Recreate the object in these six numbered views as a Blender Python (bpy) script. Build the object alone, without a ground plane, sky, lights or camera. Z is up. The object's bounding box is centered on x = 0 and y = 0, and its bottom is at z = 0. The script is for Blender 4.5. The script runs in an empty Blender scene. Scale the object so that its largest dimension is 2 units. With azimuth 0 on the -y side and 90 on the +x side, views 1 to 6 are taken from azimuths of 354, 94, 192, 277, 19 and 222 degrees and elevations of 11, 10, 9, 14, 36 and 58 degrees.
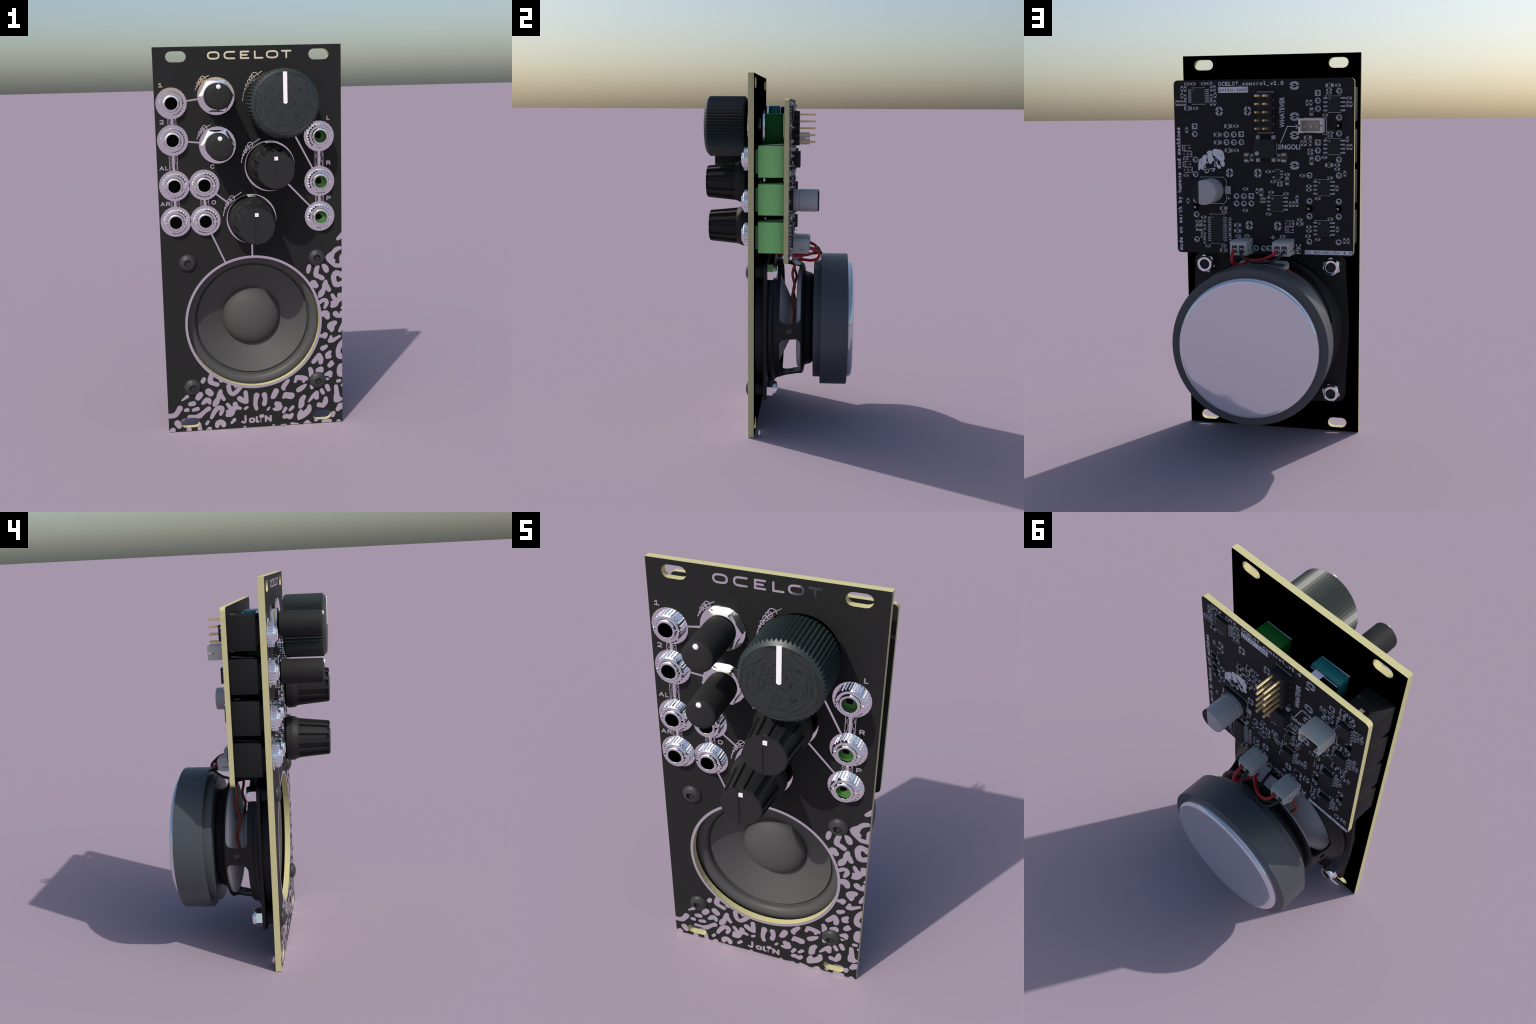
"""A twelve-unit-wide synthesizer module with a round speaker, standing upright.

All sizes below are in millimetres (x to the right seen from the front, y to the
back, z up); SCALE brings them to the frame of the scene, height 2 m.
"""
import bpy, bmesh, math, random
import numpy as np
from mathutils import Vector, geometry

SCALE = 2.0 / 128.5
RNG = random.Random(7)

# panel and board planes
PANEL_FRONT, PANEL_BACK = -10.15, -8.15
BOARD_FRONT, BOARD_BACK = 2.10, 3.75
SPEAKER_X, SPEAKER_Z = 0.0, 37.3

# ------------------------------------------------------------------ materials

def material(name, colour, rough=0.5, metal=0.0, spec=0.5, vary=0.06, grain=120.0, coat=0.0, bump=0.0):
    m = bpy.data.materials.new(name)
    m.use_nodes = True
    nt = m.node_tree
    b = nt.nodes["Principled BSDF"]
    b.inputs["Roughness"].default_value = rough
    b.inputs["Metallic"].default_value = metal
    b.inputs["Specular IOR Level"].default_value = spec
    b.inputs["Coat Weight"].default_value = coat
    tc = nt.nodes.new("ShaderNodeTexCoord")
    nz = nt.nodes.new("ShaderNodeTexNoise")
    nz.inputs["Scale"].default_value = grain
    nz.inputs["Detail"].default_value = 3.0
    ramp = nt.nodes.new("ShaderNodeValToRGB")
    lo = [c * (1 - vary) for c in colour]
    hi = [min(1.0, c * (1 + vary)) for c in colour]
    ramp.color_ramp.elements[0].position = 0.35
    ramp.color_ramp.elements[1].position = 0.65
    ramp.color_ramp.elements[0].color = (*lo, 1)
    ramp.color_ramp.elements[1].color = (*hi, 1)
    nt.links.new(tc.outputs["Object"], nz.inputs["Vector"])
    nt.links.new(nz.outputs["Fac"], ramp.inputs["Fac"])
    nt.links.new(ramp.outputs["Color"], b.inputs["Base Color"])
    if bump:
        bp = nt.nodes.new("ShaderNodeBump")
        bp.inputs["Strength"].default_value = bump
        bp.inputs["Distance"].default_value = 0.001
        nt.links.new(nz.outputs["Fac"], bp.inputs["Height"])
        nt.links.new(bp.outputs["Normal"], b.inputs["Normal"])
    return m


def machined_material(name, colour, dark):
    """Turned face: broken concentric streaks around the knob's own axis (local y)."""
    m = material(name, colour, rough=0.42, spec=0.5, vary=0.03)
    nt = m.node_tree
    b = nt.nodes["Principled BSDF"]
    tc = nt.nodes.new("ShaderNodeTexCoord")
    sep = nt.nodes.new("ShaderNodeSeparateXYZ")
    nt.links.new(tc.outputs["Object"], sep.inputs[0])

    def op(kind, a, c=None, v=None):
        n = nt.nodes.new("ShaderNodeMath")
        n.operation = kind
        nt.links.new(a, n.inputs[0])
        if c is not None:
            nt.links.new(c, n.inputs[1])
        if v is not None:
            n.inputs[1].default_value = v
        return n.outputs[0]
    x, z = sep.outputs["X"], sep.outputs["Z"]
    r = op("SQRT", op("ADD", op("MULTIPLY", x, x), op("MULTIPLY", z, z)))
    ang = op("ARCTAN2", z, x)
    comb = nt.nodes.new("ShaderNodeCombineXYZ")
    nt.links.new(op("MULTIPLY", r, v=260.0), comb.inputs["X"])
    nt.links.new(op("MULTIPLY", op("COSINE", ang), v=2.4), comb.inputs["Y"])
    nt.links.new(op("MULTIPLY", op("SINE", ang), v=2.4), comb.inputs["Z"])
    nz = nt.nodes.new("ShaderNodeTexNoise")
    nz.inputs["Scale"].default_value = 1.0
    nz.inputs["Detail"].default_value = 2.5
    nt.links.new(comb.outputs[0], nz.inputs["Vector"])
    ramp = nt.nodes.new("ShaderNodeValToRGB")
    e = ramp.color_ramp.elements
    e[0].position, e[0].color = 0.36, (*dark, 1)
    e[1].position, e[1].color = 0.47, (*colour, 1)
    nt.links.new(nz.outputs["Fac"], ramp.inputs["Fac"])
    nt.links.new(ramp.outputs["Color"], b.inputs["Base Color"])
    bp = nt.nodes.new("ShaderNodeBump")
    bp.inputs["Strength"].default_value = 0.35
    bp.inputs["Distance"].default_value = 0.002
    nt.links.new(nz.outputs["Fac"], bp.inputs["Height"])
    nt.links.new(bp.outputs["Normal"], b.inputs["Normal"])
    return m


MASK = material("black_solder_mask", (0.0190, 0.0188, 0.0190), rough=0.6, spec=0.10)
MASK_BOARD = material("black_board_mask", (0.0195, 0.0190, 0.0205), rough=0.6, spec=0.15)
VOID = material("unlit_black_back", (0.0002, 0.0002, 0.0002), rough=1.0, spec=0.0, vary=0.0)
LAMINATE = material("cream_laminate", (0.600, 0.560, 0.290), rough=0.7, spec=0.15, vary=0.03, grain=60)
TIN = material("bright_tin_plate", (0.93, 0.92, 0.93), rough=0.06, metal=1.0, vary=0.01)
CHROME = material("polished_chrome", (0.92, 0.92, 0.93), rough=0.06, metal=1.0, vary=0.01)
CAP_STEEL = material("satin_steel", (0.76, 0.77, 0.82), rough=0.06, metal=0.66, vary=0.01)
PAD = material("grey_solder_pad", (0.43, 0.43, 0.45), rough=0.45, spec=0.3)
LEG = material("tinned_leg", (0.46, 0.46, 0.46), rough=0.4, spec=0.3)
SILK = material("white_silk_print", (0.74, 0.74, 0.78), rough=0.8, spec=0.1, vary=0.02)
KNOB = material("matt_black_plastic", (0.0185, 0.0185, 0.0185), rough=0.55, spec=0.25)
CAPKNOB = material("soft_black_rubber", (0.0205, 0.0203, 0.0202), rough=0.65, spec=0.18)
KNURL = material("dark_anodised_metal", (0.020, 0.030, 0.028), rough=0.42, spec=0.55, vary=0.03)
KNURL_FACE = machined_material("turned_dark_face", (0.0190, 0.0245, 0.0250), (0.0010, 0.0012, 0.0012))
WHITE = material("white_marker", (0.90, 0.87, 0.90), rough=0.5, spec=0.3, vary=0.01)
JACK = material("black_jack_plastic", (0.0150, 0.0150, 0.0158), rough=0.6, spec=0.12)
GREEN = material("green_jack_plastic", (0.34, 0.80, 0.26), rough=0.6, spec=0.15, vary=0.02)
GREEN_DARK = material("green_jack_collar", (0.12, 0.33, 0.11), rough=0.6, spec=0.15, vary=0.02)
GREEN_BORE = material("green_bore", (0.075, 0.200, 0.055), rough=0.6, spec=0.1, vary=0.02)
BORE = material("socket_bore_black", (0.003, 0.003, 0.003), rough=0.7, spec=0.1)
POT_GREEN = material("bottle_green_body", (0.014, 0.190, 0.028), rough=0.5, spec=0.25, vary=0.04)
POT_TEAL = material("teal_body", (0.022, 0.255, 0.235), rough=0.35, spec=0.4, vary=0.04)
STEEL = material("stamped_steel", (0.62, 0.64, 0.68), rough=0.12, metal=1.0, vary=0.02)
PAPER = material("dark_paper_cone", (0.074, 0.073, 0.072), rough=0.6, spec=0.25, vary=0.03, grain=90)
RUBBER = material("dark_rubber_surround", (0.070, 0.069, 0.068), rough=0.5, spec=0.3, vary=0.03)
SPIDER = material("pale_grey_cloth", (0.55, 0.55, 0.57), rough=0.7, spec=0.2, vary=0.03)
BASKET = material("black_enamel_frame", (0.0125, 0.0125, 0.0135), rough=0.5, spec=0.3)
GASKET = material("black_foam", (0.048, 0.048, 0.052), rough=0.7, spec=0.1)
MAGNET = material("blue_grey_ferrite", (0.060, 0.068, 0.076), rough=0.42, spec=0.5, vary=0.05)
SCREW = material("black_oxide_screw", (0.034, 0.034, 0.034), rough=0.45, spec=0.35)
NYLON = material("dark_blue_nylon", (0.008, 0.012, 0.03), rough=0.4, spec=0.4)
SHELL = material("off_white_nylon", (0.53, 0.535, 0.51), rough=0.55, spec=0.3, vary=0.02)
IVORY = material("ivory_nylon", (0.66, 0.63, 0.56), rough=0.55, spec=0.3, vary=0.02)
CAVITY = material("shaded_nylon", (0.10, 0.105, 0.115), rough=0.7, spec=0.1)
CHIP = material("black_epoxy", (0.0230, 0.0225, 0.0245), rough=0.55, spec=0.2)
CHIP_DOT = material("grey_chip_dot", (0.24, 0.235, 0.22), rough=0.7, spec=0.1)
CERAMIC = material("brown_ceramic", (0.060, 0.030, 0.022), rough=0.5, spec=0.3)
RESIST = material("resistor_film", (0.014, 0.014, 0.016), rough=0.4, spec=0.3)
RESIST_GREY = material("grey_resistor_film", (0.045, 0.045, 0.052), rough=0.4, spec=0.3)
CAN = material("aluminium_can", (0.42, 0.42, 0.42), rough=0.45, spec=0.4, vary=0.02)
CAN_MARK = material("can_polarity_mark", (0.020, 0.020, 0.022), rough=0.6, spec=0.2)
GOLD = material("gold_pin", (0.86, 0.63, 0.30), rough=0.38, metal=0.75, vary=0.03)
RED = material("red_wire", (0.50, 0.012, 0.016), rough=0.4, spec=0.4, vary=0.03)
BLACKW = material("black_wire", (0.016, 0.018, 0.021), rough=0.4, spec=0.4)
COPPER = material("enamelled_copper", (0.38, 0.068, 0.020), rough=0.35, metal=0.1, spec=0.5)
BRASS = material("solder_lug", (0.55, 0.45, 0.28), rough=0.3, metal=0.9)
BUMP = material("pale_gold_contact", (0.58, 0.52, 0.33), rough=0.4, metal=0.5)

# ------------------------------------------------------------------ mesh helpers

PART = {}


def put(name, mesh, parent=None, at=(0, 0, 0), rot=(0, 0, 0)):
    o = bpy.data.objects.new(name, mesh)
    bpy.context.scene.collection.objects.link(o)
    o.location = [c * SCALE for c in at]
    o.rotation_euler = rot
    if parent is not None:
        o.parent = parent
    return o


def empty(name, parent=None, at=(0, 0, 0)):
    return put(name, None, parent, at)


def build(name, verts, faces, mats, face_mats=None, smooth=None, clean=True):
    """Mesh from millimetre coordinates; smooth = angle in degrees or None."""
    me = bpy.data.meshes.new(name)
    me.from_pydata([(x * SCALE, y * SCALE, z * SCALE) for x, y, z in verts], [], faces)
    for m in (mats if isinstance(mats, (list, tuple)) else [mats]):
        me.materials.append(m)
    if face_mats is not None:
        me.polygons.foreach_set("material_index", face_mats)
    if clean:
        bm = bmesh.new()
        bm.from_mesh(me)
        bmesh.ops.recalc_face_normals(bm, faces=bm.faces)
        bm.to_mesh(me)
        bm.free()
    if smooth:
        me.shade_smooth()
        me.set_sharp_from_angle(angle=math.radians(smooth))
    me.update()
    return me


class Solid:
    """Collects simple shapes into one mesh with several materials."""

    def __init__(self):
        self.v, self.f, self.m, self.mats = [], [], [], []

    def slot(self, mat):
        if mat not in self.mats:
            self.mats.append(mat)
        return self.mats.index(mat)

    def add(self, verts, faces, mat):
        k, s = len(self.v), self.slot(mat)
        self.v += [tuple(p) for p in verts]
        self.f += [tuple(i + k for i in f) for f in faces]
        self.m += [s] * len(faces)
        return self

    def box(self, x, y, z, mat, bevel=0.0):
        (x0, x1), (y0, y1), (z0, z1) = x, y, z
        if bevel <= 0:
            v = [(a, b, c) for a in (x0, x1) for b in (y0, y1) for c in (z0, z1)]
            f = [(0, 1, 3, 2), (4, 6, 7, 5), (0, 4, 5, 1), (2, 3, 7, 6), (0, 2, 6, 4), (1, 5, 7, 3)]
            return self.add(v, f, mat)
        bm = bmesh.new()
        bmesh.ops.create_cube(bm, size=1.0)
        for p in bm.verts:
            p.co = Vector(((x0 + x1) / 2 + p.co.x * (x1 - x0), (y0 + y1) / 2 + p.co.y * (y1 - y0), (z0 + z1) / 2 + p.co.z * (z1 - z0)))
        bmesh.ops.bevel(bm, geom=bm.edges[:], offset=bevel, segments=2, profile=0.5, affect="EDGES")
        bm.verts.index_update()
        self.add([p.co[:] for p in bm.verts], [[p.index for p in f.verts] for f in bm.faces], mat)
        bm.free()
        return self

    def lathe(self, profile, mat, n=48, centre=(0, 0), phase=0.0, radius=None):
        """Profile of (radius, y) turned around the y axis."""
        v, f = [], []
        rows = []
        for j, (r, y) in enumerate(profile):
            if r <= 1e-6:
                rows.append([len(v)])
                v.append((centre[0], y, centre[1]))
                continue
            row = []
            for i in range(n):
                t = phase + 2 * math.pi * i / n
                rr, yy = radius(j, i, t, r, y) if radius else (r, y)
                row.append(len(v))
                v.append((centre[0] + rr * math.cos(t), yy, centre[1] + rr * math.sin(t)))
            rows.append(row)
        for a, b in zip(rows, rows[1:]):
            for i in range(n):
                k = (i + 1) % n
                if len(a) == 1 and len(b) == 1:
                    continue
                if len(a) == 1:
                    f.append((a[0], b[i], b[k]))
                elif len(b) == 1:
                    f.append((a[i], a[k], b[0]))
                else:
                    f.append((a[i], a[k], b[k], b[i]))
        return self.add(v, f, mat)

    def prism(self, loops, y0, y1, mat, side=None, back=None):
        """Flat outline (with holes) in x,z extruded from y0 (front) to y1 (back)."""
        side, back = side or mat, back or mat
        for group in nest(loops):
            flat = [p for lp in group for p in lp]
            tris = geometry.tessellate_polygon([[Vector((x, z, 0)) for x, z in lp] for lp in group])
            self.add([(x, y0, z) for x, z in flat], [tuple(t) for t in tris], mat)
            self.add([(x, y1, z) for x, z in flat], [tuple(t) for t in tris], back)
            k = 0
            for lp in group:
                n = len(lp)
                self.add([(x, y, z) for y in (y0, y1) for x, z in lp],
                         [(i, (i + 1) % n, n + (i + 1) % n, n + i) for i in range(n)], side)
                k += n
        return self

    def mesh(self, name, smooth=None, weld=True):
        me = bpy.data.meshes.new(name)
        me.from_pydata([(x * SCALE, y * SCALE, z * SCALE) for x, y, z in self.v], [], self.f)
        for m in self.mats:
            me.materials.append(m)
        me.polygons.foreach_set("material_index", self.m)
        bm = bmesh.new()
        bm.from_mesh(me)
        if weld:
            bmesh.ops.remove_doubles(bm, verts=bm.verts, dist=0.002 * SCALE)
        bmesh.ops.recalc_face_normals(bm, faces=bm.faces)
        bm.to_mesh(me)
        bm.free()
        if smooth:
            me.shade_smooth()
            me.set_sharp_from_angle(angle=math.radians(smooth))
        me.update()
        return me


def area(lp):
    return 0.5 * sum(a[0] * b[1] - b[0] * a[1] for a, b in zip(lp, lp[1:] + lp[:1]))


def inside(p, lp):
    x, z = p
    hit = False
    for (x0, z0), (x1, z1) in zip(lp, lp[1:] + lp[:1]):
        if (z0 > z) != (z1 > z) and x < (x1 - x0) * (z - z0) / (z1 - z0) + x0:
            hit = not hit
    return hit


def nest(loops):
    """Groups loops into [outer, hole, hole...]."""
    loops = sorted(loops, key=lambda l: -abs(area(l)))
    groups = []
    for lp in loops:
        holders = [g for g in groups if inside(lp[0], g[0]) and not any(inside(lp[0], h) for h in g[1:])]
        if holders:
            holders[-1].append(lp)
        else:
            groups.append([lp])
    return groups


def circle(cx, cz, r, n=48, phase=0.0):
    return [(cx + r * math.cos(phase + 2 * math.pi * i / n), cz + r * math.sin(phase + 2 * math.pi * i / n)) for i in range(n)]


def stadium(cx, cz, half, r, n=8):
    """Slot with rounded ends, lying along x."""
    d = half - r
    right = [(cx + d + r * math.cos(t), cz + r * math.sin(t)) for t in np.linspace(-math.pi / 2, math.pi / 2, n)]
    left = [(cx - d + r * math.cos(t), cz + r * math.sin(t)) for t in np.linspace(math.pi / 2, 3 * math.pi / 2, n)]
    return right + left


def round_rect(x0, x1, z0, z1, r, n=6):
    pts = []
    for cx, cz, a in ((x1 - r, z1 - r, 0), (x0 + r, z1 - r, 90), (x0 + r, z0 + r, 180), (x1 - r, z0 + r, 270)):
        pts += [(cx + r * math.cos(math.radians(t)), cz + r * math.sin(math.radians(t))) for t in np.linspace(a, a + 90, n)]
    return pts

# ------------------------------------------------------------------ flat ink: strokes merged by distance field


def curved(points, steps=5):
    """Catmull-Rom curve through (x, z, radius) control points."""
    if len(points) < 3:
        return list(points)
    P = [np.array(p, float) for p in points]
    P = [2 * P[0] - P[1]] + P + [2 * P[-1] - P[-2]]
    out = []
    for p0, p1, p2, p3 in zip(P, P[1:], P[2:], P[3:]):
        for k in range(steps):
            t = k / steps
            q = 0.5 * (2 * p1 + (p2 - p0) * t + (2 * p0 - 5 * p1 + 4 * p2 - p3) * t * t + (3 * p1 - p0 - 3 * p2 + p3) * t ** 3)
            out.append((q[0], q[1], max(q[2], 0.08)))
    out.append(tuple(P[-2]))
    return out


def field(prims, X, Z):
    d = np.full(X.shape, 1e3)
    for p in prims:
        kind = p[0]
        if kind == "stroke":
            pts = p[1]
            if len(pts) == 1:
                pts = [pts[0], pts[0]]
            for (x0, z0, r0), (x1, z1, r1) in zip(pts, pts[1:]):
                dx, dz = x1 - x0, z1 - z0
                t = np.clip(((X - x0) * dx + (Z - z0) * dz) / max(dx * dx + dz * dz, 1e-9), 0, 1)
                e = np.hypot(X - x0 - t * dx, Z - z0 - t * dz) - (r0 + (r1 - r0) * t)
                if len(p) > 2:                       # soft union keeps blobs organic
                    k = p[2]
                    h = np.clip(0.5 + 0.5 * (d - e) / k, 0, 1)
                    d = d * (1 - h) + e * h - k * h * (1 - h)
                else:
                    d = np.minimum(d, e)
        elif kind == "ring":
            _, cx, cz, R, w = p
            d = np.minimum(d, np.abs(np.hypot(X - cx, Z - cz) - R) - w / 2)
        elif kind == "oval":
            _, cx, cz, a, b, w = p
            q = np.hypot((X - cx) / a, (Z - cz) / b)
            d = np.minimum(d, np.abs(q - 1) * min(a, b) - w / 2)
        elif kind == "rect":
            _, x0, x1, z0, z1 = p
            d = np.minimum(d, np.maximum(np.maximum(x0 - X, X - x1), np.maximum(z0 - Z, Z - z1)))
    return d


def bounds(prims):
    b = []
    for p in prims:
        if p[0] == "stroke":
            b += [(x - r, x + r, z - r, z + r) for x, z, r in p[1]]
        elif p[0] == "ring":
            b.append((p[1] - p[3] - p[4], p[1] + p[3] + p[4], p[2] - p[3] - p[4], p[2] + p[3] + p[4]))
        elif p[0] == "oval":
            b.append((p[1] - p[3] - p[5], p[1] + p[3] + p[5], p[2] - p[4] - p[5], p[2] + p[4] + p[5]))
        else:
            b.append(p[1:])
    b = np.array(b)
    return b[:, 0].min(), b[:, 1].max(), b[:, 2].min(), b[:, 3].max()


def contours(D, xs, zs):
    """Zero level loops of a sampled field (negative inside), marching squares."""
    S = D < 0
    links = {}
    pos = {}

    def cut(i0, j0, i1, j1):
        key = (i0, j0, i1, j1)
        if key not in pos:
            a, b = D[i0, j0], D[i1, j1]
            t = a / (a - b)
            pos[key] = (xs[i0] + (xs[i1] - xs[i0]) * t, zs[j0] + (zs[j1] - zs[j0]) * t)
        return key
    c = S[:-1, :-1].astype(int) + S[1:, :-1] * 2 + S[1:, 1:] * 4 + S[:-1, 1:] * 8
    table = {1: "LB", 2: "BR", 3: "LR", 4: "RT", 5: "LBRT", 6: "BT", 7: "LT", 8: "TL", 9: "TB", 10: "BRTL", 11: "TR", 12: "RL", 13: "RB", 14: "BL"}
    for i, j in np.argwhere((c > 0) & (c < 15)):
        e = {"B": (i, j, i + 1, j), "R": (i + 1, j, i + 1, j + 1), "T": (i, j + 1, i + 1, j + 1), "L": (i, j, i, j + 1)}
        s = table[int(c[i, j])]
        for a, b in (s[k:k + 2] for k in range(0, len(s), 2)):
            links[cut(*e[a])] = cut(*e[b])
    loops = []
    while links:
        k0 = next(iter(links))
        lp, k = [], k0
        while k in links:
            lp.append(pos[k])
            k = links.pop(k)
        if len(lp) >= 4:
            loops.append(lp)
    out = []
    for lp in loops:                                 # drop points on straight runs
        keep = [lp[0]]
        for i in range(1, len(lp)):
            a, p, b = keep[-1], lp[i], lp[(i + 1) % len(lp)]
            dx, dz = b[0] - a[0], b[1] - a[1]
            off = abs((p[0] - a[0]) * dz - (p[1] - a[1]) * dx) / (math.hypot(dx, dz) + 1e-9)
            if off > 0.0035 or math.hypot(dx, dz) > 1.5:
                keep.append(p)
        if len(keep) >= 3 and abs(area(keep)) > 0.01:
            out.append(keep)
    return out


def ink(name, prims, mat, y, thick, cell=0.06, minus=(), keep=None, parent=None):
    """A printed or plated shape standing `thick` proud of plane y (negative = to the front)."""
    x0, x1, z0, z1 = bounds(prims)
    xs, zs = np.arange(x0 - 3 * cell, x1 + 3 * cell, cell), np.arange(z0 - 3 * cell, z1 + 3 * cell, cell)
    X, Z = np.meshgrid(xs, zs, indexing="ij")
    D = field(prims, X, Z)
    for p in minus:
        if p[0] == "disc":
            D = np.maximum(D, p[3] - np.hypot(X - p[1], Z - p[2]))
        elif p[0] == "slot":
            _, cx, cz, half, r = p
            D = np.maximum(D, r - np.hypot(np.maximum(np.abs(X - cx) - (half - r), 0), Z - cz))
        else:
            D = np.maximum(D, -field([p], X, Z))
    if keep:
        D = np.maximum(D, field([("rect", *keep)], X, Z))
    D[0, :] = D[-1, :] = 1
    D[:, 0] = D[:, -1] = 1
    D[np.abs(D) < 1e-7] = 1e-7
    loops = contours(D, xs, zs)
    if not loops:
        return None
    s = Solid()
    s.prism(loops, y + thick, y, mat)
    return put(name, s.mesh(name, weld=False), parent)


def tube(name, pts, r, mat, parent, n=10, steps=8):
    """Round wire through control points (Catmull-Rom)."""
    P = [Vector(p) for p in pts]
    P = [P[0] * 2 - P[1]] + P + [P[-1] * 2 - P[-2]]
    path = []
    for a, b, c, d in zip(P, P[1:], P[2:], P[3:]):
        for k in range(steps):
            t = k / steps
            path.append(0.5 * ((2 * b) + (c - a) * t + (2 * a - 5 * b + 4 * c - d) * t * t + (3 * b - a - 3 * c + d) * t ** 3))
    path.append(P[-2])
    v, f = [], []
    up = None
    for i, p in enumerate(path):
        tan = (path[min(i + 1, len(path) - 1)] - path[max(i - 1, 0)]).normalized()
        if up is None:
            up = tan.orthogonal().normalized()
        up = (up - tan * up.dot(tan)).normalized()
        w = tan.cross(up)
        for k in range(n):
            a = 2 * math.pi * k / n
            v.append(tuple(p + (up * math.cos(a) + w * math.sin(a)) * r))
    for i in range(len(path) - 1):
        for k in range(n):
            q = (k + 1) % n
            f.append((i * n + k, i * n + q, i * n + n + q, i * n + n + k))
    f += [tuple(range(n)), tuple(range(len(v) - n, len(v)))]
    return put(name, build(name, v, f, mat, smooth=50), parent)


def lettering(name, body, mat, origin, along, up, length, height, y, lift, parent, bold=0.0, ref=None):
    """Built-in font text fitted to a length and cap height on a plane facing the back."""
    cu = bpy.data.curves.new("type", "FONT")
    cu.body, cu.size, cu.extrude, cu.offset, cu.resolution_u = body, 1.0, 0.0, bold, 3
    ob = bpy.data.objects.new("type", cu)
    bpy.context.scene.collection.objects.link(ob)
    dg = bpy.context.evaluated_depsgraph_get()
    raw = bpy.data.meshes.new_from_object(ob.evaluated_get(dg))
    bpy.data.objects.remove(ob)
    bpy.data.curves.remove(cu)
    co = np.array([v.co[:] for v in raw.vertices])
    su = length / (co[:, 0].max() - co[:, 0].min())
    cap = ref if ref else 0.73
    v2 = []
    for x, h, _ in co:
        u, w = (x - co[:, 0].min()) * su, h / cap * height
        v2.append((origin[0] + along[0] * u + up[0] * w, y, origin[1] + along[1] * u + up[1] * w))
    bm = bmesh.new()
    bm.from_mesh(raw)
    for p, q in zip(bm.verts, v2):
        p.co = Vector(q) * SCALE
    bmesh.ops.remove_doubles(bm, verts=bm.verts, dist=1e-5)
    out = bmesh.ops.extrude_face_region(bm, geom=bm.faces[:])
    for g in out["geom"]:
        if isinstance(g, bmesh.types.BMVert):
            g.co.y += lift * SCALE
    bmesh.ops.recalc_face_normals(bm, faces=bm.faces)
    me = bpy.data.meshes.new(name)
    bm.to_mesh(me)
    bm.free()
    bpy.data.meshes.remove(raw)
    me.materials.append(mat)
    return put(name, me, parent)


BAR_GLYPHS = {"1": [[(0.08, 0.76), (0.5, 1.0), (0.5, 0.0)], [(0.0, 0.0), (1.0, 0.0)]],
              "l": [[(0.15, 1.0), (0.42, 1.0), (0.42, 0.2), (0.6, 0.0), (1.0, 0.0)]],
              "i": [[(0.1, 0.68), (0.5, 0.68), (0.5, 0.0)], [(0.0, 0.0), (1.0, 0.0)], [(0.48, 0.98), (0.52, 0.98)]]}


def mono_lettering(body, mat, origin, along, up, length, height, y, lift, parent, bold=0.0, ref=None, fill=0.92):
    """Typewriter-like print: every glyph centred in a cell of equal width."""
    pitch = length / len(body)
    wide = {"m": fill, "w": fill, "M": fill, "W": fill}
    narrow = {"i": 0.42, "l": 0.42, "j": 0.42, ".": 0.22, "1": 0.60, "t": 0.60, "r": 0.58, "I": 0.3}
    for k, ch in enumerate(body):
        if ch == " ":
            continue
        if ch in BAR_GLYPHS:
            r = height * (0.075 + bold)
            w, prims = pitch * 0.62, []
            for path in BAR_GLYPHS[ch]:
                pts = []
                for gu, gw in path:
                    s0, s1 = (k + 0.5) * pitch - w / 2 + gu * w, r + gw * (height - 2 * r)
                    pts.append((origin[0] + along[0] * s0 + up[0] * s1, origin[1] + along[1] * s0 + up[1] * s1, r))
                prims.append(("stroke", pts))
            ink("board_letter", prims, mat, y, lift, cell=0.04, parent=parent)
            continue
        w = pitch * (wide.get(ch) or narrow.get(ch, fill * 0.88))
        start = (k + 0.5) * pitch - w / 2
        at = (origin[0] + along[0] * start, origin[1] + along[1] * start)
        lettering("board_letter", ch, mat, at, along, up, w, height, y, lift, parent, bold, ref)

# ------------------------------------------------------------------ the module

MODULE = empty("synthesizer_module")
MODULE["label"] = "black speaker synthesizer module with knobs, jacks and leopard-spot panel"
MODULE["category"] = "synthesizer module"

INPUT_JACKS = [(-24.83, 111.0, 1), (-24.83, 99.28, -1), (-24.86, 84.6, 1), (-24.86, 72.85, -1), (-15.2, 84.6, 1), (-15.2, 72.82, -1)]
OUTPUT_JACKS = [(22.8, 99.3, -1), (22.81, 84.55, 1), (22.8, 72.88, -1)]
SMALL_POTS = [(-10.46, 112.93), (-10.46, 97.38)]
MEDIUM_POTS = [(6.45, 90.06), (0.03, 72.82)]
LARGE_POT = (9.65, 110.3)
BOLTS = [(sx * 21.6, SPEAKER_Z + sz * 21.6) for sx in (-1, 1) for sz in (-1, 1)]
SLOTS = [(-22.83, 125.46), (22.93, 125.46), (-22.83, 2.97), (22.95, 2.95)]
SLOT_HALF, SLOT_R = 3.28, 1.72
HOLE_R = 22.38

# ---- front panel: black mask in front, bare black behind, cream laminate at every cut edge
s = Solid()
outline = [(-30.2, 0.0), (30.2, 0.0), (30.2, 128.5), (-30.2, 128.5)]
holes = [stadium(x, z, SLOT_HALF, SLOT_R, 7) for x, z in SLOTS] + [circle(SPEAKER_X, SPEAKER_Z, HOLE_R, 64)]
holes += [circle(x, z, 2.9, 24) for x, z, _ in INPUT_JACKS + OUTPUT_JACKS] + [circle(x, z, 1.6, 20) for x, z in BOLTS]
s.prism([outline] + holes, PANEL_FRONT, PANEL_BACK, MASK, side=LAMINATE, back=VOID)
PANEL = put("front_panel", s.mesh("front_panel"), MODULE)

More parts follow.
